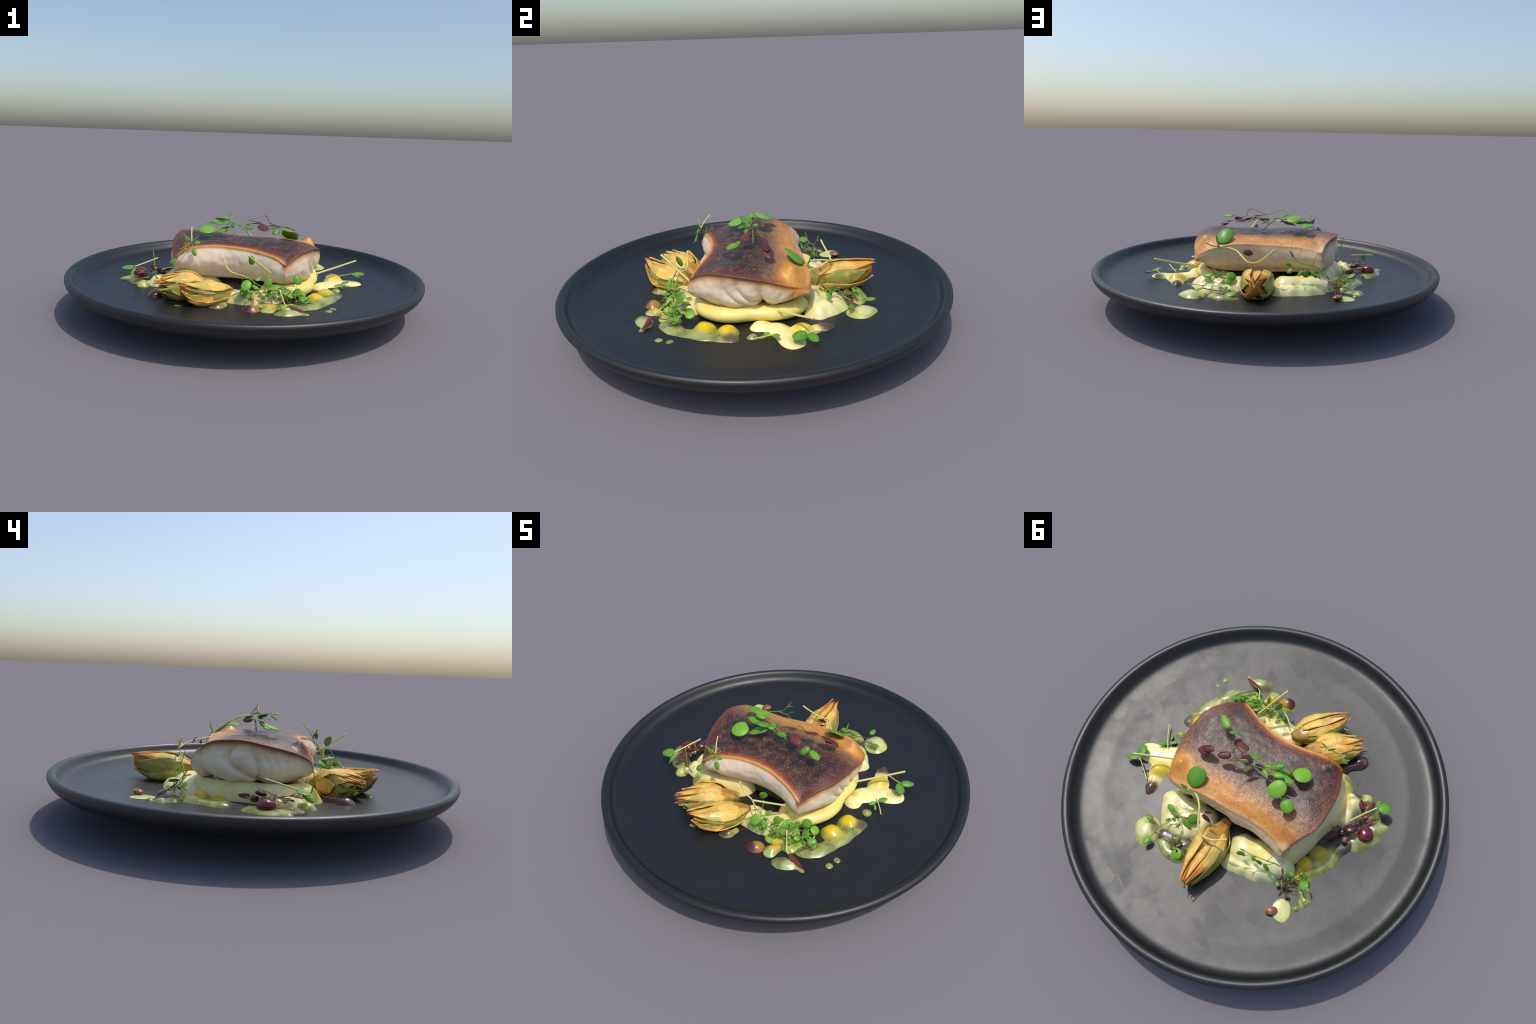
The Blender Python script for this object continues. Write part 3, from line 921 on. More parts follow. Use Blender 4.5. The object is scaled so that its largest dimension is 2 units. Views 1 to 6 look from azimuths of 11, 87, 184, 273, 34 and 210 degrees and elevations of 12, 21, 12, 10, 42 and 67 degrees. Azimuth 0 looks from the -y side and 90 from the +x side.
def build_artichokes():
    mats = artichoke_materials()
    # back piece, closed pointed bud: (angle, from, to, half angle, tip lift, height off body, material)
    F = Artichoke((.020, .235), (.000, .635),
                  [(0, .034), (.10, .044), (.25, .070), (.42, .086), (.58, .084), (.75, .064), (.88, .042), (1, .020)],
                  [(0, .075), (.15, .100), (.4, .134), (.6, .138), (.8, .132), (1, .128)],
                  [(0, .006), (.2, .002), (.65, .002), (.78, .012), (.9, .038), (1, .074)], cap=.96, trim=.009)
    build_artichoke(F, mats, [
        (math.pi, .10, .92, 1.0, .004, .002, 2), (-2.30, .08, .97, .75, .014, .004, 1), (2.30, .08, .95, .75, .004, .004, 2),
        (-1.35, .30, .90, .55, .000, .002, 3), (1.40, .28, .93, .60, .000, .003, 3),
        (-.68, .22, 1.01, .42, .010, .001, 1), (.70, .20, 1.02, .44, .009, .001, 1), (.02, .45, 1.0, .22, .002, -.006, 1)],
        [(-.62, .22, .008, .2), (.60, .2, .008, .15), (-.02, .18, -.024, .35)], 3,
        "cooked artichoke piece with folded ochre leaves")
    # front piece, closer to the plate rim
    P1 = Artichoke((.003, -.342), (-.206, -.582),
                   [(0, .030), (.12, .054), (.3, .074), (.5, .080), (.7, .068), (.86, .046), (1, .018)],
                   [(0, .076), (.15, .098), (.35, .108), (.6, .112), (.8, .116), (1, .126)],
                   [(0, .012), (.2, .002), (.65, .002), (.8, .020), (.92, .050), (1, .096)], cap=.94, trim=.013)
    build_artichoke(P1, mats, [
        (math.pi, .10, .86, 1.0, .004, .002, 2), (2.25, .03, .90, .62, .012, .007, 1), (1.72, .10, .82, .42, .000, .000, 3),
        (1.70, .45, .95, .35, .008, .002, 1), (-2.2, .15, .93, .8, .006, .004, 2), (-1.3, .25, .97, .5, .002, .002, 3),
        (.78, .06, 1.01, .46, .010, .008, 1), (.15, .20, 1.02, .30, .002, .002, 1), (-.50, .25, 1.0, .36, .010, .002, 1),
        (1.25, .40, .96, .22, .010, .004, 2), (2.0, .50, 1.0, .22, .012, .006, 1), (-.9, .4, 1.03, .2, .008, .002, 2), (.45, .55, 1.05, .12, .006, .004, 1)],
        [(.55, .2, .008, .1), (-.20, .12, -.014, .3), (-.7, .15, .006, .2)], 11,
        "cooked artichoke piece with folded ochre leaves")
    # opened piece with ragged spreading leaf tips
    P2 = Artichoke((-.098, -.296), (-.332, -.486),
                   [(0, .036), (.15, .052), (.35, .068), (.6, .070), (.8, .056), (1, .036)],
                   [(0, .070), (.2, .098), (.45, .122), (.7, .122), (.85, .114), (1, .104)],
                   [(0, .006), (.2, .002), (.75, .002), (.9, .025), (1, .05)], cap=.76, trim=.005, sink=-.008)
    br = [(math.pi, .10, .88, .9, .010, .002, 3), (-2.25, .08, .66, .62, .022, .006, 2), (-1.55, .30, .80, .50, .022, .006, 1), (-.95, .18, .72, .46, .024, .006, 1),
          (-2.35, .40, .96, .50, .016, .003, 2), (-1.75, .48, 1.00, .42, .016, .001, 3), (-1.1, .45, 1.00, .40, .018, .001, 1),
          (-.45, .30, .98, .40, .014, .003, 1), (.15, .30, 1.04, .34, .010, .003, 1), (.75, .25, 1.02, .42, .010, .003, 1),
          (1.45, .30, .98, .50, .014, .003, 2), (2.2, .25, 1.0, .55, .012, .003, 3), (2.75, .45, 1.02, .45, .008, .0, 2),
          (-2.8, .50, 1.05, .45, .010, .0, 3), (-1.4, .60, 1.08, .32, .006, -.006, 2), (-.75, .60, 1.10, .30, .004, -.006, 1), (-.1, .60, 1.12, .26, .002, -.006, 1),
          (.5, .60, 1.10, .26, .0, -.006, 1), (1.1, .60, 1.08, .32, .0, -.006, 2), (1.8, .60, 1.08, .32, .002, -.005, 2), (-2.1, .62, 1.10, .32, .0, -.008, 3)]
    rr = random.Random(5)
    for k in range(16):                                   # frayed inner blades
        br.append((-2.6 + 5.0 * k / 15 + rr.uniform(-.1, .1), rr.uniform(.62, .74), rr.uniform(.98, 1.14), rr.uniform(.10, .18),
                   rr.uniform(-.012, .012), rr.uniform(-.016, -.004), rr.choice((1, 1, 2, 3))))
    build_artichoke(P2, mats, br,
                    [(-.5, .16, .006, .2), (.45, .18, .006, .15)], 19,
                    "opened artichoke piece with ragged spreading leaves")

# ------------------------------------------------------------------ sprouts
def leaf_mesh(name, mat, ratio=.9, point=0.0, cup=.10, notch=0.05):
    """unit leaf: base at the origin, tip at x = 1, thin with a gentle cup"""
    nr, na = 7, 36
    T, Bm = [], []
    for s, arr in ((1, T), (-1, Bm)):
        for i in range(nr):
            r = i / (nr - 1)
            for k in range(na):
                a = 2 * math.pi * k / na
                ca, sa = math.cos(a), math.sin(a)
                R = 1.0
                x = .5 + .5 * r * R * ca
                y = .5 * ratio * r * sa
                if point:                                      # taper towards the tip
                    tx = max(0, ca)
                    y *= 1 - point * .55 * tx ** 1.2
                    x += point * .10 * r * tx ** 6
                if ca < -.7:
                    x += notch * r * ((-ca - .7) / .3) ** 2
                z = cup * (.25 - (r * .5) ** 2) + .02 * math.sin(2 * a + .5) * r * r
                th = .035 * (1 - .55 * r ** 3)
                arr.append(V(x, y, z + s * th * .5))
    verts = T + Bm
    N = nr * na
    f = [tuple(q) for q in grid_faces(nr, na, wrap=True)]
    f2 = [tuple(i + N for i in reversed(q)) for q in f]
    rimf = []
    o = (nr - 1) * na
    for k in range(na):
        k2 = (k + 1) % na
        rimf.append((o + k, o + k2, o + k2 + N, o + k + N))
    faces = [tuple(reversed(q)) for q in f] + [tuple(reversed(q)) for q in f2] + [q for q in rimf]
    me = make_mesh(name, verts, faces, mat)
    import bmesh
    bm = bmesh.new()
    bm.from_mesh(me)
    bmesh.ops.remove_doubles(bm, verts=bm.verts, dist=1e-5)
    bmesh.ops.dissolve_degenerate(bm, dist=1e-6, edges=bm.edges)
    bmesh.ops.recalc_face_normals(bm, faces=bm.faces)
    bm.to_mesh(me)
    bm.free()
    me.polygons.foreach_set("use_smooth", [True] * len(me.polygons))
    return me

def leaf_material(name, c1, c2, c3, trans):
    m = Mat(name, rough=.38, spec=.4)
    r = m.rand()
    x, y, z = m.xyz()
    col = m.mix(r, c1, c2)
    vein = m.step(m.math('ABSOLUTE', y), .025, .0)
    col = m.mix(m.math('MULTIPLY', vein, .18), col, c3)
    col = m.mix(m.math('MULTIPLY', m.step(m.noise(5, 3), .45, .75), .3), col, c3)
    m.base(col)
    m.translucent(col, trans)
    m.bump(m.noise(14, 2), .06, .02)
    return m.m

def place_leaf(me, parent, attach, center, normal, width=None):
    a, c = V(*attach), V(*center)
    L = 2 * np.linalg.norm(c - a)
    x = unit(c - a)
    if me.name.startswith('purple'):                       # broad rounded leaves
        L *= 1.2
        width = (width or L) * 1.2
        a = c - x * L / 2
    n = V(*normal)
    n = unit(n - x * (n @ x))
    y = np.cross(n, x)
    w = width if width else L
    ob = bpy.data.objects.new("leaf", me)
    bpy.context.collection.objects.link(ob)
    ob.parent = parent
    from mathutils import Matrix
    o = np.array(parent.location)
    p = a - o
    ob.matrix_local = Matrix(((x[0] * L, y[0] * w, n[0] * L, p[0]), (x[1] * L, y[1] * w, n[1] * L, p[1]),
                              (x[2] * L, y[2] * w, n[2] * L, p[2]), (0, 0, 0, 1)))
    return ob

def build_sprouts():
    G = lambda *c: leaf_material(*c)
    green_m = G("sprout_leaf_green", lin(82, 140, 38), lin(126, 184, 56), lin(150, 190, 80), .2)
    purple_m = G("sprout_leaf_purple", lin(84, 30, 40), lin(112, 50, 54), lin(128, 78, 68), .10)
    bronze_m = G("sprout_leaf_bronze", lin(112, 104, 58), lin(134, 84, 66), lin(110, 136, 56), .18)
    rnd = leaf_mesh("round_leaf", green_m, .98, 0.0, .34, .06)
    oval = leaf_mesh("oval_leaf", green_m, .78, .3, .28)
    slim = leaf_mesh("slim_leaf", green_m, .36, .8, .12)
    prp = leaf_mesh("purple_leaf", purple_m, .98, .2, .22)
    brz = leaf_mesh("bronze_leaf", bronze_m, .6, .55, .12)

    def stem_mat(name, c1, c2):
        m = Mat(name, rough=.45, spec=.4, sss=.05)
        m.base(m.mix(m.noise(24, 2), c1, c2))
        return m.m
    pale = stem_mat("pale_sprout_stem", lin(222, 214, 140), lin(206, 204, 118))
    gstem = stem_mat("green_sprout_stem", lin(112, 150, 52), lin(146, 170, 78))
    dstem = stem_mat("dark_sprout_stem", lin(66, 54, 34), lin(98, 84, 48))
    count = [0]

    def sprig(origin, stems, leaves, label="tiny sprig of fresh green micro sprouts"):
        """stems: (material, [points], r0, r1); leaves: (mesh, attach, centre, normal[, width])"""
        root = empty("sprout_sprig", origin, label, "sprouts")
        o = V(*origin)
        by = {}
        for mt, pts, r0, r1 in stems:
            by.setdefault(mt.name, (mt, Geo()))[1].tube([V(*p) - o for p in pts], r0, r1)
        for mt, g in by.values():
            add_obj("stem", g.mesh("stem", mt), root)
        for lf in leaves:
            place_leaf(lf[0], root, *lf[1:])
            count[0] += 1
        return root

    def off(p, *d):
        return tuple(np.array(p) + np.array(d))

    # --- long sprig lying over the middle of the skin
    hub = (-.048, -.001, .466)
    sprig((.026, -.002, .405), [
        (gstem, [(.028, -.002, .402), (-.005, -.001, .438), hub, (-.075, -.004, .472), (-.125, -.015, .470)], .0032, .0018),
        (dstem, [(.0, -.001, .443), (-.01, .012, .462), (.02, .02, .476), (.10, .03, .474)], .0018, .0012),
        (gstem, [(-.092, -.002, .529), (-.045, -.006, .514), (.004, -.009, .499), (.05, -.008, .514), (.098, -.006, .531)], .0020, .0018),
        (dstem, [(.098, -.006, .531), (.114, .004, .522), (.118, .012, .505), (.124, .020, .488), (.16, -.01, .478), (.190, -.045, .470)], .0018, .0014),
        (dstem, [(.004, -.009, .499), (.05, .006, .490), (.095, .03, .474)], .0015, .0012),
        (dstem, [(.03, -.002, .495), (.065, -.01, .488), (.08, -.03, .478)], .0015, .0012),
        (dstem, [(.14, -.02, .462), (.20, -.05, .476), (.222, -.07, .478)], .0018, .0014),
        (dstem, [(.124, .02, .488), (.16, .035, .475), (.21, .05, .462)], .0015, .0012),
        (gstem, [(-.092, -.002, .529), (-.11, .01, .515), (-.125, .03, .495)], .0015, .0012),
        (gstem, [(-.16, .06, .488), (-.20, .085, .482), (-.215, .062, .464)], .0022, .0016),
        (gstem, [(-.10, -.01, .472), (-.13, .03, .486)], .0015, .0012),
        (gstem, [hub, (-.04, -.03, .47), (-.01, -.04, .468)], .0014, .001),
        (gstem, [(-.075, -.004, .472), (-.10, -.03, .455)], .0014, .001)],
        [(rnd, (-.183, -.045, .455), (-.212, -.083, .444), (-.08, -.50, .86), .094),
         (rnd, (-.118, .040, .490), (-.158, .056, .485), (-.14, .38, .9), .096),
         (rnd, (-.214, .064, .462), (-.237, .091, .455), (-.3, .42, .84), .068),
         (oval, (-.065, -.018, .478), (-.097, -.038, .489), (-.35, -.3, .85), .052),
         (oval, (-.045, .000, .468), (-.064, .015, .468), (.1, .3, .9), .034),
         (oval, (-.095, -.025, .455), (-.129, -.049, .441), (-.2, -.5, .8), .056),
         (oval, (-.125, -.015, .470), (-.165, -.012, .474), (-.35, -.2, .9), .056),
         (oval, (-.01, -.037, .466), (.018, -.036, .464), (.2, -.6, .75), .040),
         (oval, (-.035, -.015, .470), (-.055, -.024, .474), (-.3, -.4, .85), .036),
         (oval, (-.10, .01, .50), (-.128, .002, .503), (0, -.1, 1), .042),
         (oval, (-.07, -.02, .462), (-.09, -.045, .452), (0, -.2, 1), .03),
         (oval, (.214, -.082, .472), (.248, -.105, .470), (.25, -.05, .95), .056),
         (rnd, (.200, -.065, .470), (.184, -.086, .458), (.4, -.2, .9), .038),
         (prp, (.228, .052, .448), (.258, .060, .434), (.5, .1, .85), .046),
         (prp, (.212, .048, .464), (.238, .053, .455), (.2, .2, .95), .034),
         (prp, (.124, .030, .470), (.150, .043, .466), (.4, .4, .85), .034),
         (prp, (.075, -.025, .475), (.102, -.040, .466), (.3, -.5, .8), .048),
         (brz, (.07, .015, .482), (.095, .033, .470), (.2, .3, .9), .04),
         (brz, (.03, .012, .480), (.055, .02, .478), (.0, .3, .95), .04),
         (brz, (.00, .01, .470), (.015, .035, .460), (.1, .5, .85), .034),
         (prp, (.045, -.008, .492), (.062, -.004, .492), (.2, .1, 1), .024)],
        "long green and purple micro sprout sprig")
    # --- big single leaf near the back edge of the skin with curling pale stem
    j = (.246, .247, .350)
    sprig(j, [
        (pale, [off(j, -.012, .004, -.004), (.217, .246, .341), (.184, .250, .341), (.137, .292, .335), (.100, .355, .318), (.063, .392, .299),
                (.023, .394, .297), (-.014, .387, .315), (-.045, .373, .339), (-.075, .360, .366)], .0052, .0044),
        (gstem, [off(j, .07, .02, .02), off(j, .03, .02, .005), j, (.225, .262, .345)], .0036, .003),
        (gstem, [j, off(j, .005, .012, .03), off(j, .008, .018, .055)], .0034, .0022),
        (gstem, [j, off(j, .02, .035, -.02), off(j, .06, .04, -.045)], .0018, .0012),
        (gstem, [j, off(j, -.005, .03, -.03), off(j, .0, .035, -.05)], .0018, .0012)],
        [(rnd, off(j, -.004, -.012, .006), (.222, .190, .394), (.10, .62, .78), .098),
         (slim, j, off(j, .006, .01, .034), (.3, .9, .1), .03),
         (prp, (.100, .296, .330), (.086, .290, .326), (.2, .8, .5), .018),
         (prp, (.096, .318, .342), (.074, .322, .336), (.2, .85, .5), .030)],
        "large round sprout leaf with a curling pale stem")
    # --- sprig hanging at the front left corner of the skin
    d = (-.238, -.280, .405)
    sprig(d, [
        (pale, [(-.237, -.281, .410), (-.246, -.258, .445), (-.255, -.226, .480)], .0036, .0026),
        (gstem, [d, (-.262, -.300, .385), (-.30, -.315, .365)], .0030, .0018),
        (gstem, [d, (-.215, -.285, .425), (-.20, -.28, .440)], .0030, .0022),
        (gstem, [d, (-.225, -.300, .385), (-.222, -.302, .372)], .0018, .0014),
        (gstem, [d, (-.222, -.296, .406)], .0018, .0014),
        (gstem, [d, (-.255, -.285, .43)], .004, .003),
        (gstem, [(-.255, -.298, .39), (-.29, -.315, .345), (-.31, -.318, .315)], .0014, .001)],
        [(oval, (-.224, -.300, .376), (-.214, -.310, .358), (.1, -.8, .5), .036),
         (oval, (-.220, -.295, .408), (-.203, -.296, .406), (.0, -.7, .6), .032),
         (rnd, (-.306, -.317, .314), (-.326, -.322, .303), (-.1, -.5, .85), .040),
         (oval, (-.254, -.29, .405), (-.262, -.294, .418), (.2, -.8, .4), .03),
         (slim, d, (-.262, -.288, .428), (.2, -.9, .2), .02)])
    # --- straw-like pale stems
    sprig((.385, .085, .19), [(pale, [(.375, .080, .188), (.5, .156, .224), (.618, .228, .260)], .0058, .0052)], [],
          "single straight pale sprout stem")
    s3 = (.035, -.372, .262)
    sprig(s3, [
        (pale, [(-.049, -.346, .349), (-.034, -.345, .310), (-.008, -.350, .280), (.025, -.358, .271), (.06, -.385, .272), (.10, -.41, .268)], .0048, .0030),
        (pale, [(.110, -.462, .394), (.155, -.390, .335), (.201, -.318, .277)], .0052, .0048),
        (gstem, [(.10, -.41, .268), (.114, -.414, .262), (.16, -.415, .235), (.19, -.40, .225)], .0030, .0016),
        (gstem, [(.114, -.414, .265), (.118, -.395, .30), (.114, -.378, .325)], .0026, .0018),
        (gstem, [(.114, -.414, .262), (.105, -.43, .25)], .0018, .0014),
        (gstem, [(.135, -.415, .25), (.14, -.44, .225), (.18, -.45, .205)], .0018, .0014),
        (gstem, [(.06, -.385, .268), (.075, -.40, .24), (.09, -.41, .22)], .0016, .0012)],
        [(oval, (.118, -.360, .328), (.110, -.374, .352), (.3, -.75, .55), .050),
         (rnd, (.112, -.420, .258), (.100, -.440, .236), (.1, -.75, .6), .052),
         (rnd, (.100, -.400, .216), (.086, -.412, .198), (.1, -.5, .8), .056),
         (oval, (.135, -.405, .255), (.148, -.392, .262), (.3, -.4, .8), .034),
         (oval, (.125, -.425, .236), (.145, -.430, .228), (.3, -.5, .8), .03),
         (rnd, (.190, -.405, .222), (.202, -.398, .245), (.2, -.8, .5), .042)],
        "green micro sprout sprig with long pale stems")
    # --- dense tangle in front of the fish
    leaves, stems = [], []
    r = random.Random(21)
    hubs = [(.21, -.40, .205), (.26, -.415, .205), (.31, -.385, .205), (.34, -.40, .19), (.17, -.42, .195), (.29, -.36, .21)]
    for (x, y, z, s) in [(.346, -.359, .262, .050), (.368, -.318, .186, .050), (.350, -.380, .205, .046), (.389, -.384, .171, .048), (.300, -.385, .196, .044), (.285, -.345, .205, .042), (.245, -.36, .215, .04), (.335, -.345, .19, .038),
                         (.252, -.422, .209, .040), (.185, -.33, .18, .04), (.32, -.41, .19, .036), (.27, -.37, .22, .036), (.23, -.38, .21, .034), (.215, -.43, .19, .034)]:
        h = min(hubs, key=lambda q: (q[0] - x) ** 2 + (q[1] - y) ** 2)
        dirv = unit(V(x, y, z) - V(*h) + V(r.uniform(-.01, .01), r.uniform(-.01, .01), .004))
        att = V(x, y, z) - dirv * s * .5
        s = s * 1.15
        leaves.append((rnd if s > .044 else oval, tuple(att), (x, y, z), (r.uniform(-.1, .5), r.uniform(-.7, -.1), .8), s * .85))
        stems.append((gstem, [h, tuple((V(*h) + att) / 2 + V(0, 0, .012)), tuple(att)], .0018, .0013))
    for k in range(24):
        h = hubs[k % len(hubs)]
        c = V(h[0] + r.uniform(-.05, .05), h[1] + r.uniform(-.035, .035), max(FLOOR + .018, h[2] + r.uniform(-.035, .02)))
        s = r.uniform(.02, .036)
        dv = unit(V(r.uniform(-1, 1), r.uniform(-1, 1), r.uniform(-.3, .5)))
        att = c - dv * s * .5
        leaves.append((oval if k % 3 else slim, tuple(att), tuple(c), (r.uniform(-.5, .5), r.uniform(-.6, .3), .8), s * .8))
        stems.append((gstem if k % 4 else pale, [h, tuple((V(*h) + att) / 2 + V(r.uniform(-.01, .01), r.uniform(-.01, .01), .008)), tuple(att)], .0016, .0011))
    for a, b in zip(hubs[:-1], hubs[1:]):
        stems.append((gstem, [a, tuple((V(*a) + V(*b)) / 2 + V(0, -.012, .012)), b], .0022, .0018))
    for h in hubs:
        stems.append((gstem, [h, off(h, .01, .008, -.03), off(h, r.uniform(-.03, .03), -.02, -.055)], .002, .0016))
    stems.append((pale, [(.265, -.415, .222), (.285, -.45, .195), (.305, -.485, .170), (.322, -.500, .160)], .0040, .0030))
    stems.append((dstem, [(.33, -.49, .158), (.36, -.45, .166), (.40, -.40, .175)], .0026, .002))
    leaves.append((slim, (.320, -.498, .166), (.374, -.519, .158), (-.05, -.25, .95), .085))
    petal = leaves.pop()
    sprig((.27, -.40, .15), stems, leaves, "dense tangle of fresh green micro sprouts")
    pet_me = leaf_mesh("petal_leaf", purple_m, .36, .7, .05)
    sprig((.32, -.50, .15), [(pale, [(.318, -.496, .166), (.326, -.502, .166)], .003, .0025)],
          [(pet_me, (.320, -.498, .168), (.373, -.519, .156), (-.05, -.3, .95), .085)], "small pointed purple petal")
    # --- right side sprigs
    sprig((.513, .282, .143), [(pale, [(.513, .282, .143), (.56, .245, .164), (.608, .208, .186)], .0036, .0028)],
          [(oval, (.608, .208, .186), (.640, .224, .183), (.3, -.2, .9), .052),
           (rnd, (.607, .206, .186), (.622, .171, .184), (.45, -.2, .85), .056)])
    q = (.545, .060, .152)
    sprig((.545, .06, FLOOR + .006), [(pale, [(.604, -.039, .168), (.57, .02, .160), (.533, .074, .150)], .0030, .0028),
          (gstem, [q, (.535, .045, .150)], .002, .002), (gstem, [(.55, .05, .155), (.53, .03, .15), (.51, .02, .146)], .002, .0014)],
          [(oval, (.548, .058, .156), (.568, .070, .161), (.2, -.1, 1), .036),
           (oval, (.540, .042, .154), (.526, .030, .150), (.2, -.2, 1), .030),
           (oval, (.545, .03, .15), (.552, .012, .148), (.4, .3, .8), .022)])
    # --- back right sprig on the puree
    hb, jt = (.231, .366, .208), (.289, .454, .178)
    sprig((.24, .38, .165), [
        (gstem, [(.19, .34, .19), hb, (.255, .405, .196), jt], .0036, .0024), (dstem, [jt, (.318, .452, .180), (.340, .446, .180)], .0018, .0014),
        (dstem, [jt, (.292, .49, .176), (.294, .52, .180)], .0018, .0014), (dstem, [(.292, .49, .176), (.23, .49, .165), (.175, .488, .160)], .0026, .0020),
        (gstem, [(.175, .488, .160), (.16, .50, .150)], .002, .002), (gstem, [hb, (.262, .352, .208)], .0022, .0018), (gstem, [hb, (.19, .345, .208)], .0024, .0018),
        (gstem, [hb, (.21, .36, .20), (.195, .368, .19)], .0022, .0016), (gstem, [hb, (.24, .35, .23), (.262, .335, .245)], .002, .0012),
        (gstem, [hb, (.225, .345, .222), (.20, .33, .232)], .002, .0012), (gstem, [hb, (.245, .38, .22), (.25, .395, .215)], .003, .0016)],
        [(oval, (.262, .353, .208), (.288, .348, .206), (.3, .5, .8), .046),
         (rnd, (.190, .345, .208), (.163, .335, .204), (.1, .65, .75), .060),
         (rnd, (.198, .360, .190), (.180, .372, .176), (.1, .75, .65), .046),
         (oval, (.338, .446, .180), (.360, .443, .180), (.0, -.2, 1), .036),
         (oval, (.294, .520, .181), (.297, .546, .183), (.15, .3, .95), .042),
         (rnd, (.166, .505, .158), (.138, .518, .158), (.0, .35, .95), .058),
         (slim, hb, (.245, .372, .226), (.3, .6, .6), .02), (slim, hb, (.22, .38, .222), (.3, .6, .6), .02),
         (brz, (.18, .485, .160), (.195, .470, .166), (.2, .5, .8), .026), (brz, (.175, .48, .160), (.170, .462, .168), (.2, .5, .8), .022),
         (brz, (.165, .49, .156), (.155, .475, .154), (.2, .3, .9), .026)])
    # --- left sprig and upright stem
    sprig((-.511, -.082, .205), [(pale, [(-.508, -.076, .256), (-.548, -.150, .243), (-.590, -.222, .230)], .0042, .0036)],
          [(rnd, (-.590, -.222, .230), (-.622, -.238, .227), (-.25, -.25, .9), .062),
           (oval, (-.588, -.224, .228), (-.590, -.252, .206), (-.55, -.45, .6), .046)])
    sprig((-.44, -.278, .185), [(gstem, [(-.430, -.270, .185), (-.441, -.278, .200), (-.447, -.284, .262), (-.452, -.275, .30), (-.464, -.260, .340)], .0036, .0016)], [],
          "single upright green sprout stem")
    # --- purple leaves in the left sauce
    sprig((-.56, -.14, .17), [
        (dstem, [(-.60, -.10, .195), (-.56, -.13, .190), (-.53, -.10, .200), (-.50, -.04, .215)], .0020, .0014), (dstem, [(-.56, -.13, .19), (-.55, -.17, .195), (-.54, -.20, .20)], .0020, .0014),
        (dstem, [(-.52, -.16, .185), (-.56, -.12, .180), (-.60, -.14, .180)], .0020, .0014), (dstem, [(-.50, -.02, .170), (-.47, .0, .168), (-.44, .03, .165)], .0018, .0012),
        (dstem, [(-.545, -.085, .185), (-.53, -.03, .172), (-.50, .005, .165)], .0018, .0012)],
        [(prp, (-.545, -.195, .196), (-.555, -.220, .196), (-.2, -.2, .9), .028), (prp, (-.53, -.185, .190), (-.515, -.205, .194), (.0, -.2, .9), .024),
         (brz, (-.575, -.140, .190), (-.592, -.160, .190), (-.2, .2, .9), .032), (prp, (-.49, -.01, .172), (-.475, .012, .172), (-.4, .3, .8), .026),
         (prp, (-.545, -.15, .182), (-.56, -.165, .186), (.0, -.3, .9), .026), (brz, (-.48, -.02, .168), (-.462, -.025, .17), (0, .2, 1), .026)],
        "dark purple sprout leaves on thin stems")
    # --- back left sprigs
    hb = (-.277, .324, .276)
    sprig((-.25, .33, .21), [
        (gstem, [(-.34, .30, .222), (-.31, .31, .258), hb, (-.23, .335, .288), (-.20, .345, .298), (-.175, .352, .330)], .0030, .0016),
        (gstem, [hb, (-.288, .312, .305), (-.295, .303, .340)], .0022, .0014), (gstem, [(-.23, .335, .288), (-.19, .35, .272), (-.175, .358, .268)], .0022, .0016),
        (gstem, [(-.175, .358, .268), (-.165, .358, .285)], .0016, .0012), (gstem, [(-.175, .358, .268), (-.172, .352, .255)], .0016, .0012),
        (gstem, [(-.31, .31, .258), (-.285, .33, .24), (-.25, .338, .24)], .002, .0014), (gstem, [(-.175, .352, .330), (-.145, .36, .336)], .0016, .001),
        (gstem, [(-.34, .30, .222), (-.345, .285, .225), (-.33, .27, .225), (-.32, .285, .224)], .002, .0018)],
        [(slim, (-.178, .351, .322), (-.166, .356, .343), (.1, .8, .5), .03), (oval, (-.165, .358, .284), (-.150, .365, .288), (.1, .7, .6), .032),
         (oval, (-.172, .352, .256), (-.157, .353, .249), (.1, .7, .6), .034), (rnd, (-.235, .338, .252), (-.242, .342, .234), (.1, .8, .5), .038),
         (oval, (-.225, .34, .25), (-.212, .342, .236), (.5, .7, .4), .032), (oval, (-.27, .336, .255), (-.285, .345, .236), (-.2, .8, .5), .030),
         (slim, (-.275, .335, .246), (-.30, .345, .228), (-.2, .8, .5), .026)])
    hb = (-.445, .292, .215)
    sprig((-.44, .31, .16), [
        (gstem, [(-.436, .268, .268), (-.438, .282, .240), hb, (-.43, .31, .19), (-.41, .34, .165)], .0030, .0020), (gstem, [hb, (-.43, .296, .206), (-.42, .30, .204)], .0020, .0016),
        (gstem, [hb, (-.46, .285, .21)], .002, .0016), (gstem, [hb, (-.465, .30, .216)], .002, .0016), (gstem, [hb, (-.46, .315, .185), (-.49, .33, .165)], .0016, .0012),
        (dstem, [(-.365, .325, .195), (-.385, .345, .178), (-.400, .375, .158), (-.403, .408, .143)], .0042, .0024),
        (dstem, [(-.375, .330, .19), (-.40, .355, .170), (-.43, .375, .158), (-.447, .401, .145)], .0042, .0024),
        (dstem, [(-.365, .325, .195), (-.372, .355, .165), (-.375, .385, .146)], .0024, .0016), (dstem, [(-.385, .345, .178), (-.43, .36, .172), (-.47, .35, .165)], .0020, .0014)],
        [(oval, (-.424, .300, .205), (-.405, .302, .203), (.1, .5, .85), .032), (rnd, (-.458, .287, .210), (-.467, .277, .206), (-.4, .3, .8), .044),
         (rnd, (-.464, .302, .218), (-.485, .316, .226), (-.4, .5, .75), .050), (slim, hb, (-.452, .278, .232), (-.3, .6, .6), .02),
         (brz, (-.37, .32, .20), (-.36, .31, .212), (-.3, .6, .6), .02), (brz, (-.41, .36, .17), (-.425, .35, .172), (-.3, .6, .6), .022)])

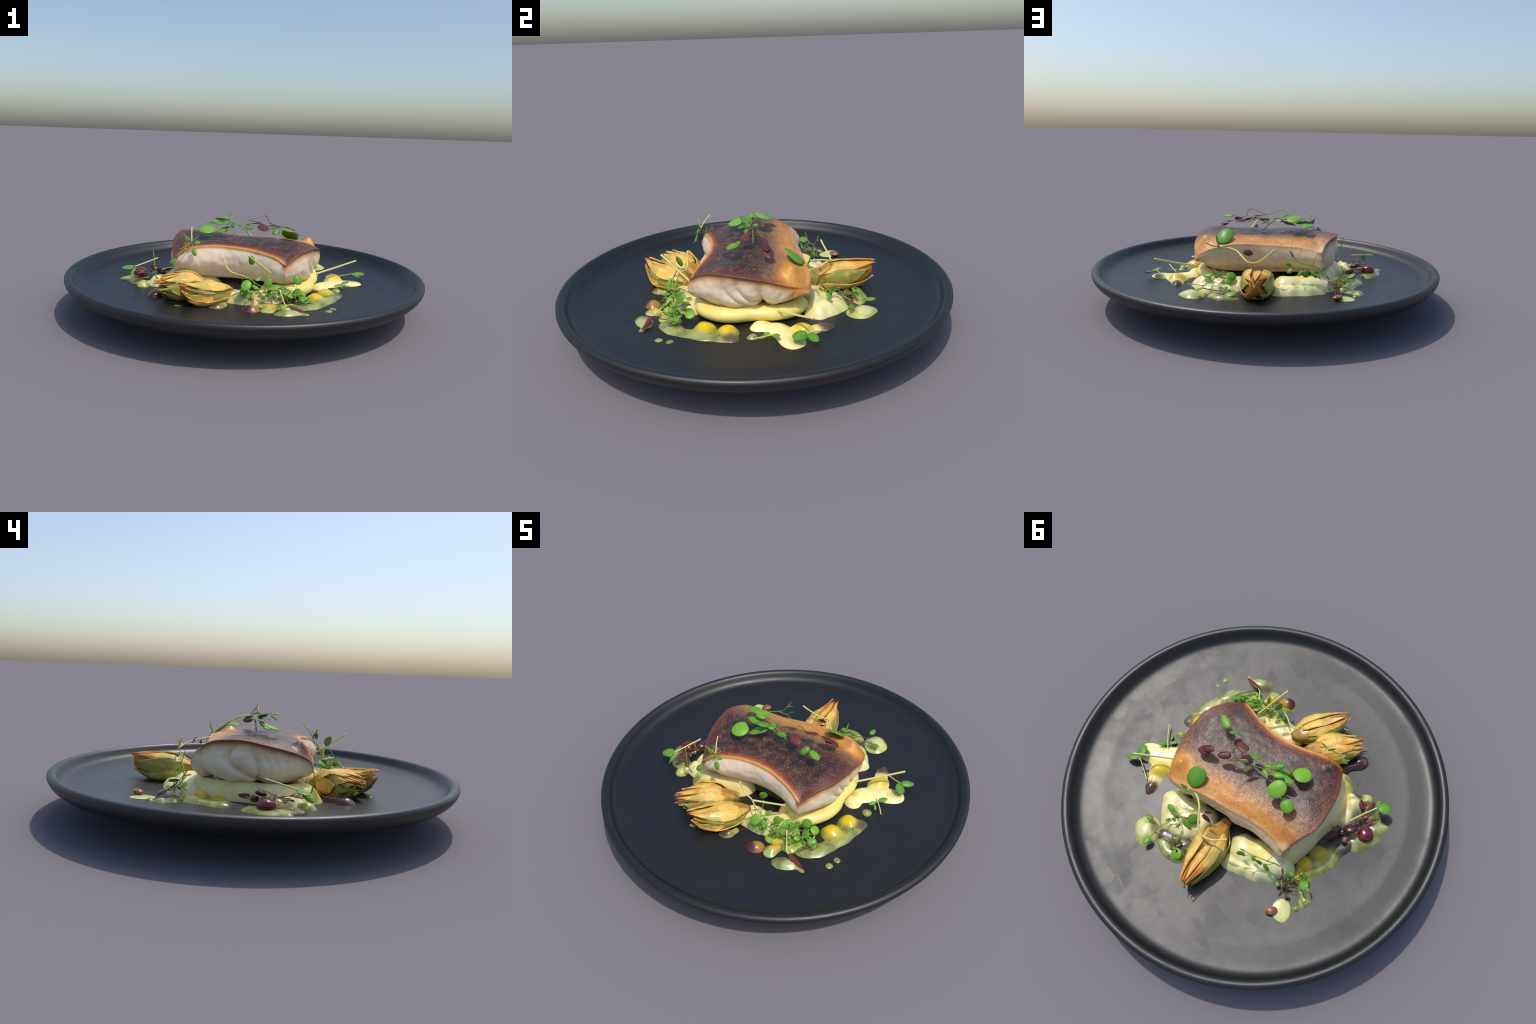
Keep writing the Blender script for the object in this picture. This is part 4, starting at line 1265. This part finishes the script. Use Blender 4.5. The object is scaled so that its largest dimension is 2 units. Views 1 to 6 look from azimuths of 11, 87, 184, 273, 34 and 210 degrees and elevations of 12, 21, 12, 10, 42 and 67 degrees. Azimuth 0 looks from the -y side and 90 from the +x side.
def build_extra_garnish():
    """loose fine bits of sprout scattered among the sauces"""
    r = random.Random(77)
    col = bpy.data.materials
    def patch(name, hubs, n, leaf_names, stem_name, spread, zr, label):
        o = V(*hubs[0])
        root = empty("sprout_sprig", tuple(o), label, "sprouts")
        g = Geo()
        for k in range(n):
            h = V(*hubs[k % len(hubs)])
            c = h + V(r.uniform(-spread, spread), r.uniform(-spread, spread), r.uniform(*zr))
            s = r.uniform(.018, .032)
            dv = unit(V(r.uniform(-1, 1), r.uniform(-1, 1), r.uniform(-.2, .4)))
            att = c - dv * s * .5
            place_leaf(bpy.data.meshes[r.choice(leaf_names)], root, att, c, (r.uniform(-.5, .5), r.uniform(-.5, .5), .8), s * r.uniform(.8, 1.05))
            g.tube([h - o, (h + att) / 2 - o + V(r.uniform(-.012, .012), r.uniform(-.012, .012), r.uniform(.004, .014)), att - o], .0016, .0011)
            if k % 2:
                e = h + V(r.uniform(-spread, spread), r.uniform(-spread, spread), r.uniform(-.02, .02))
                g.tube([h - o, (h + e) / 2 - o + V(0, 0, .012), e - o], .0015, .0008)
        add_obj("stem", g.mesh("stem", col[stem_name]), root)
    patch("left", [(-.565, -.165, .168), (-.535, -.115, .172), (-.500, -.030, .158)], 8, ["bronze_leaf", "purple_leaf", "bronze_leaf"], "dark_sprout_stem", .04, (.0, .02),
          "tangle of dark purple sprout leaves")
    patch("back_left", [(-.395, .335, .170), (-.420, .365, .160), (-.455, .30, .185)], 14, ["bronze_leaf", "oval_leaf"], "dark_sprout_stem", .036, (-.008, .012),
          "tangle of thin brown sprout stems")
    patch("back_right", [(.175, .470, .160), (.235, .372, .200), (.14, .50, .152)], 13, ["bronze_leaf", "slim_leaf", "oval_leaf"], "green_sprout_stem", .036, (-.004, .02),
          "small tangle of green and bronze sprouts")
    patch("front", [(.12, -.425, .185), (.20, -.435, .182), (.38, -.38, .165)], 16, ["oval_leaf", "slim_leaf"], "green_sprout_stem", .04, (-.006, .02),
          "small tangle of green sprouts")

build_plate()
build_puree()
build_sauces()
build_berries()
build_artichokes()
build_fish()
build_sprouts()
build_extra_garnish()
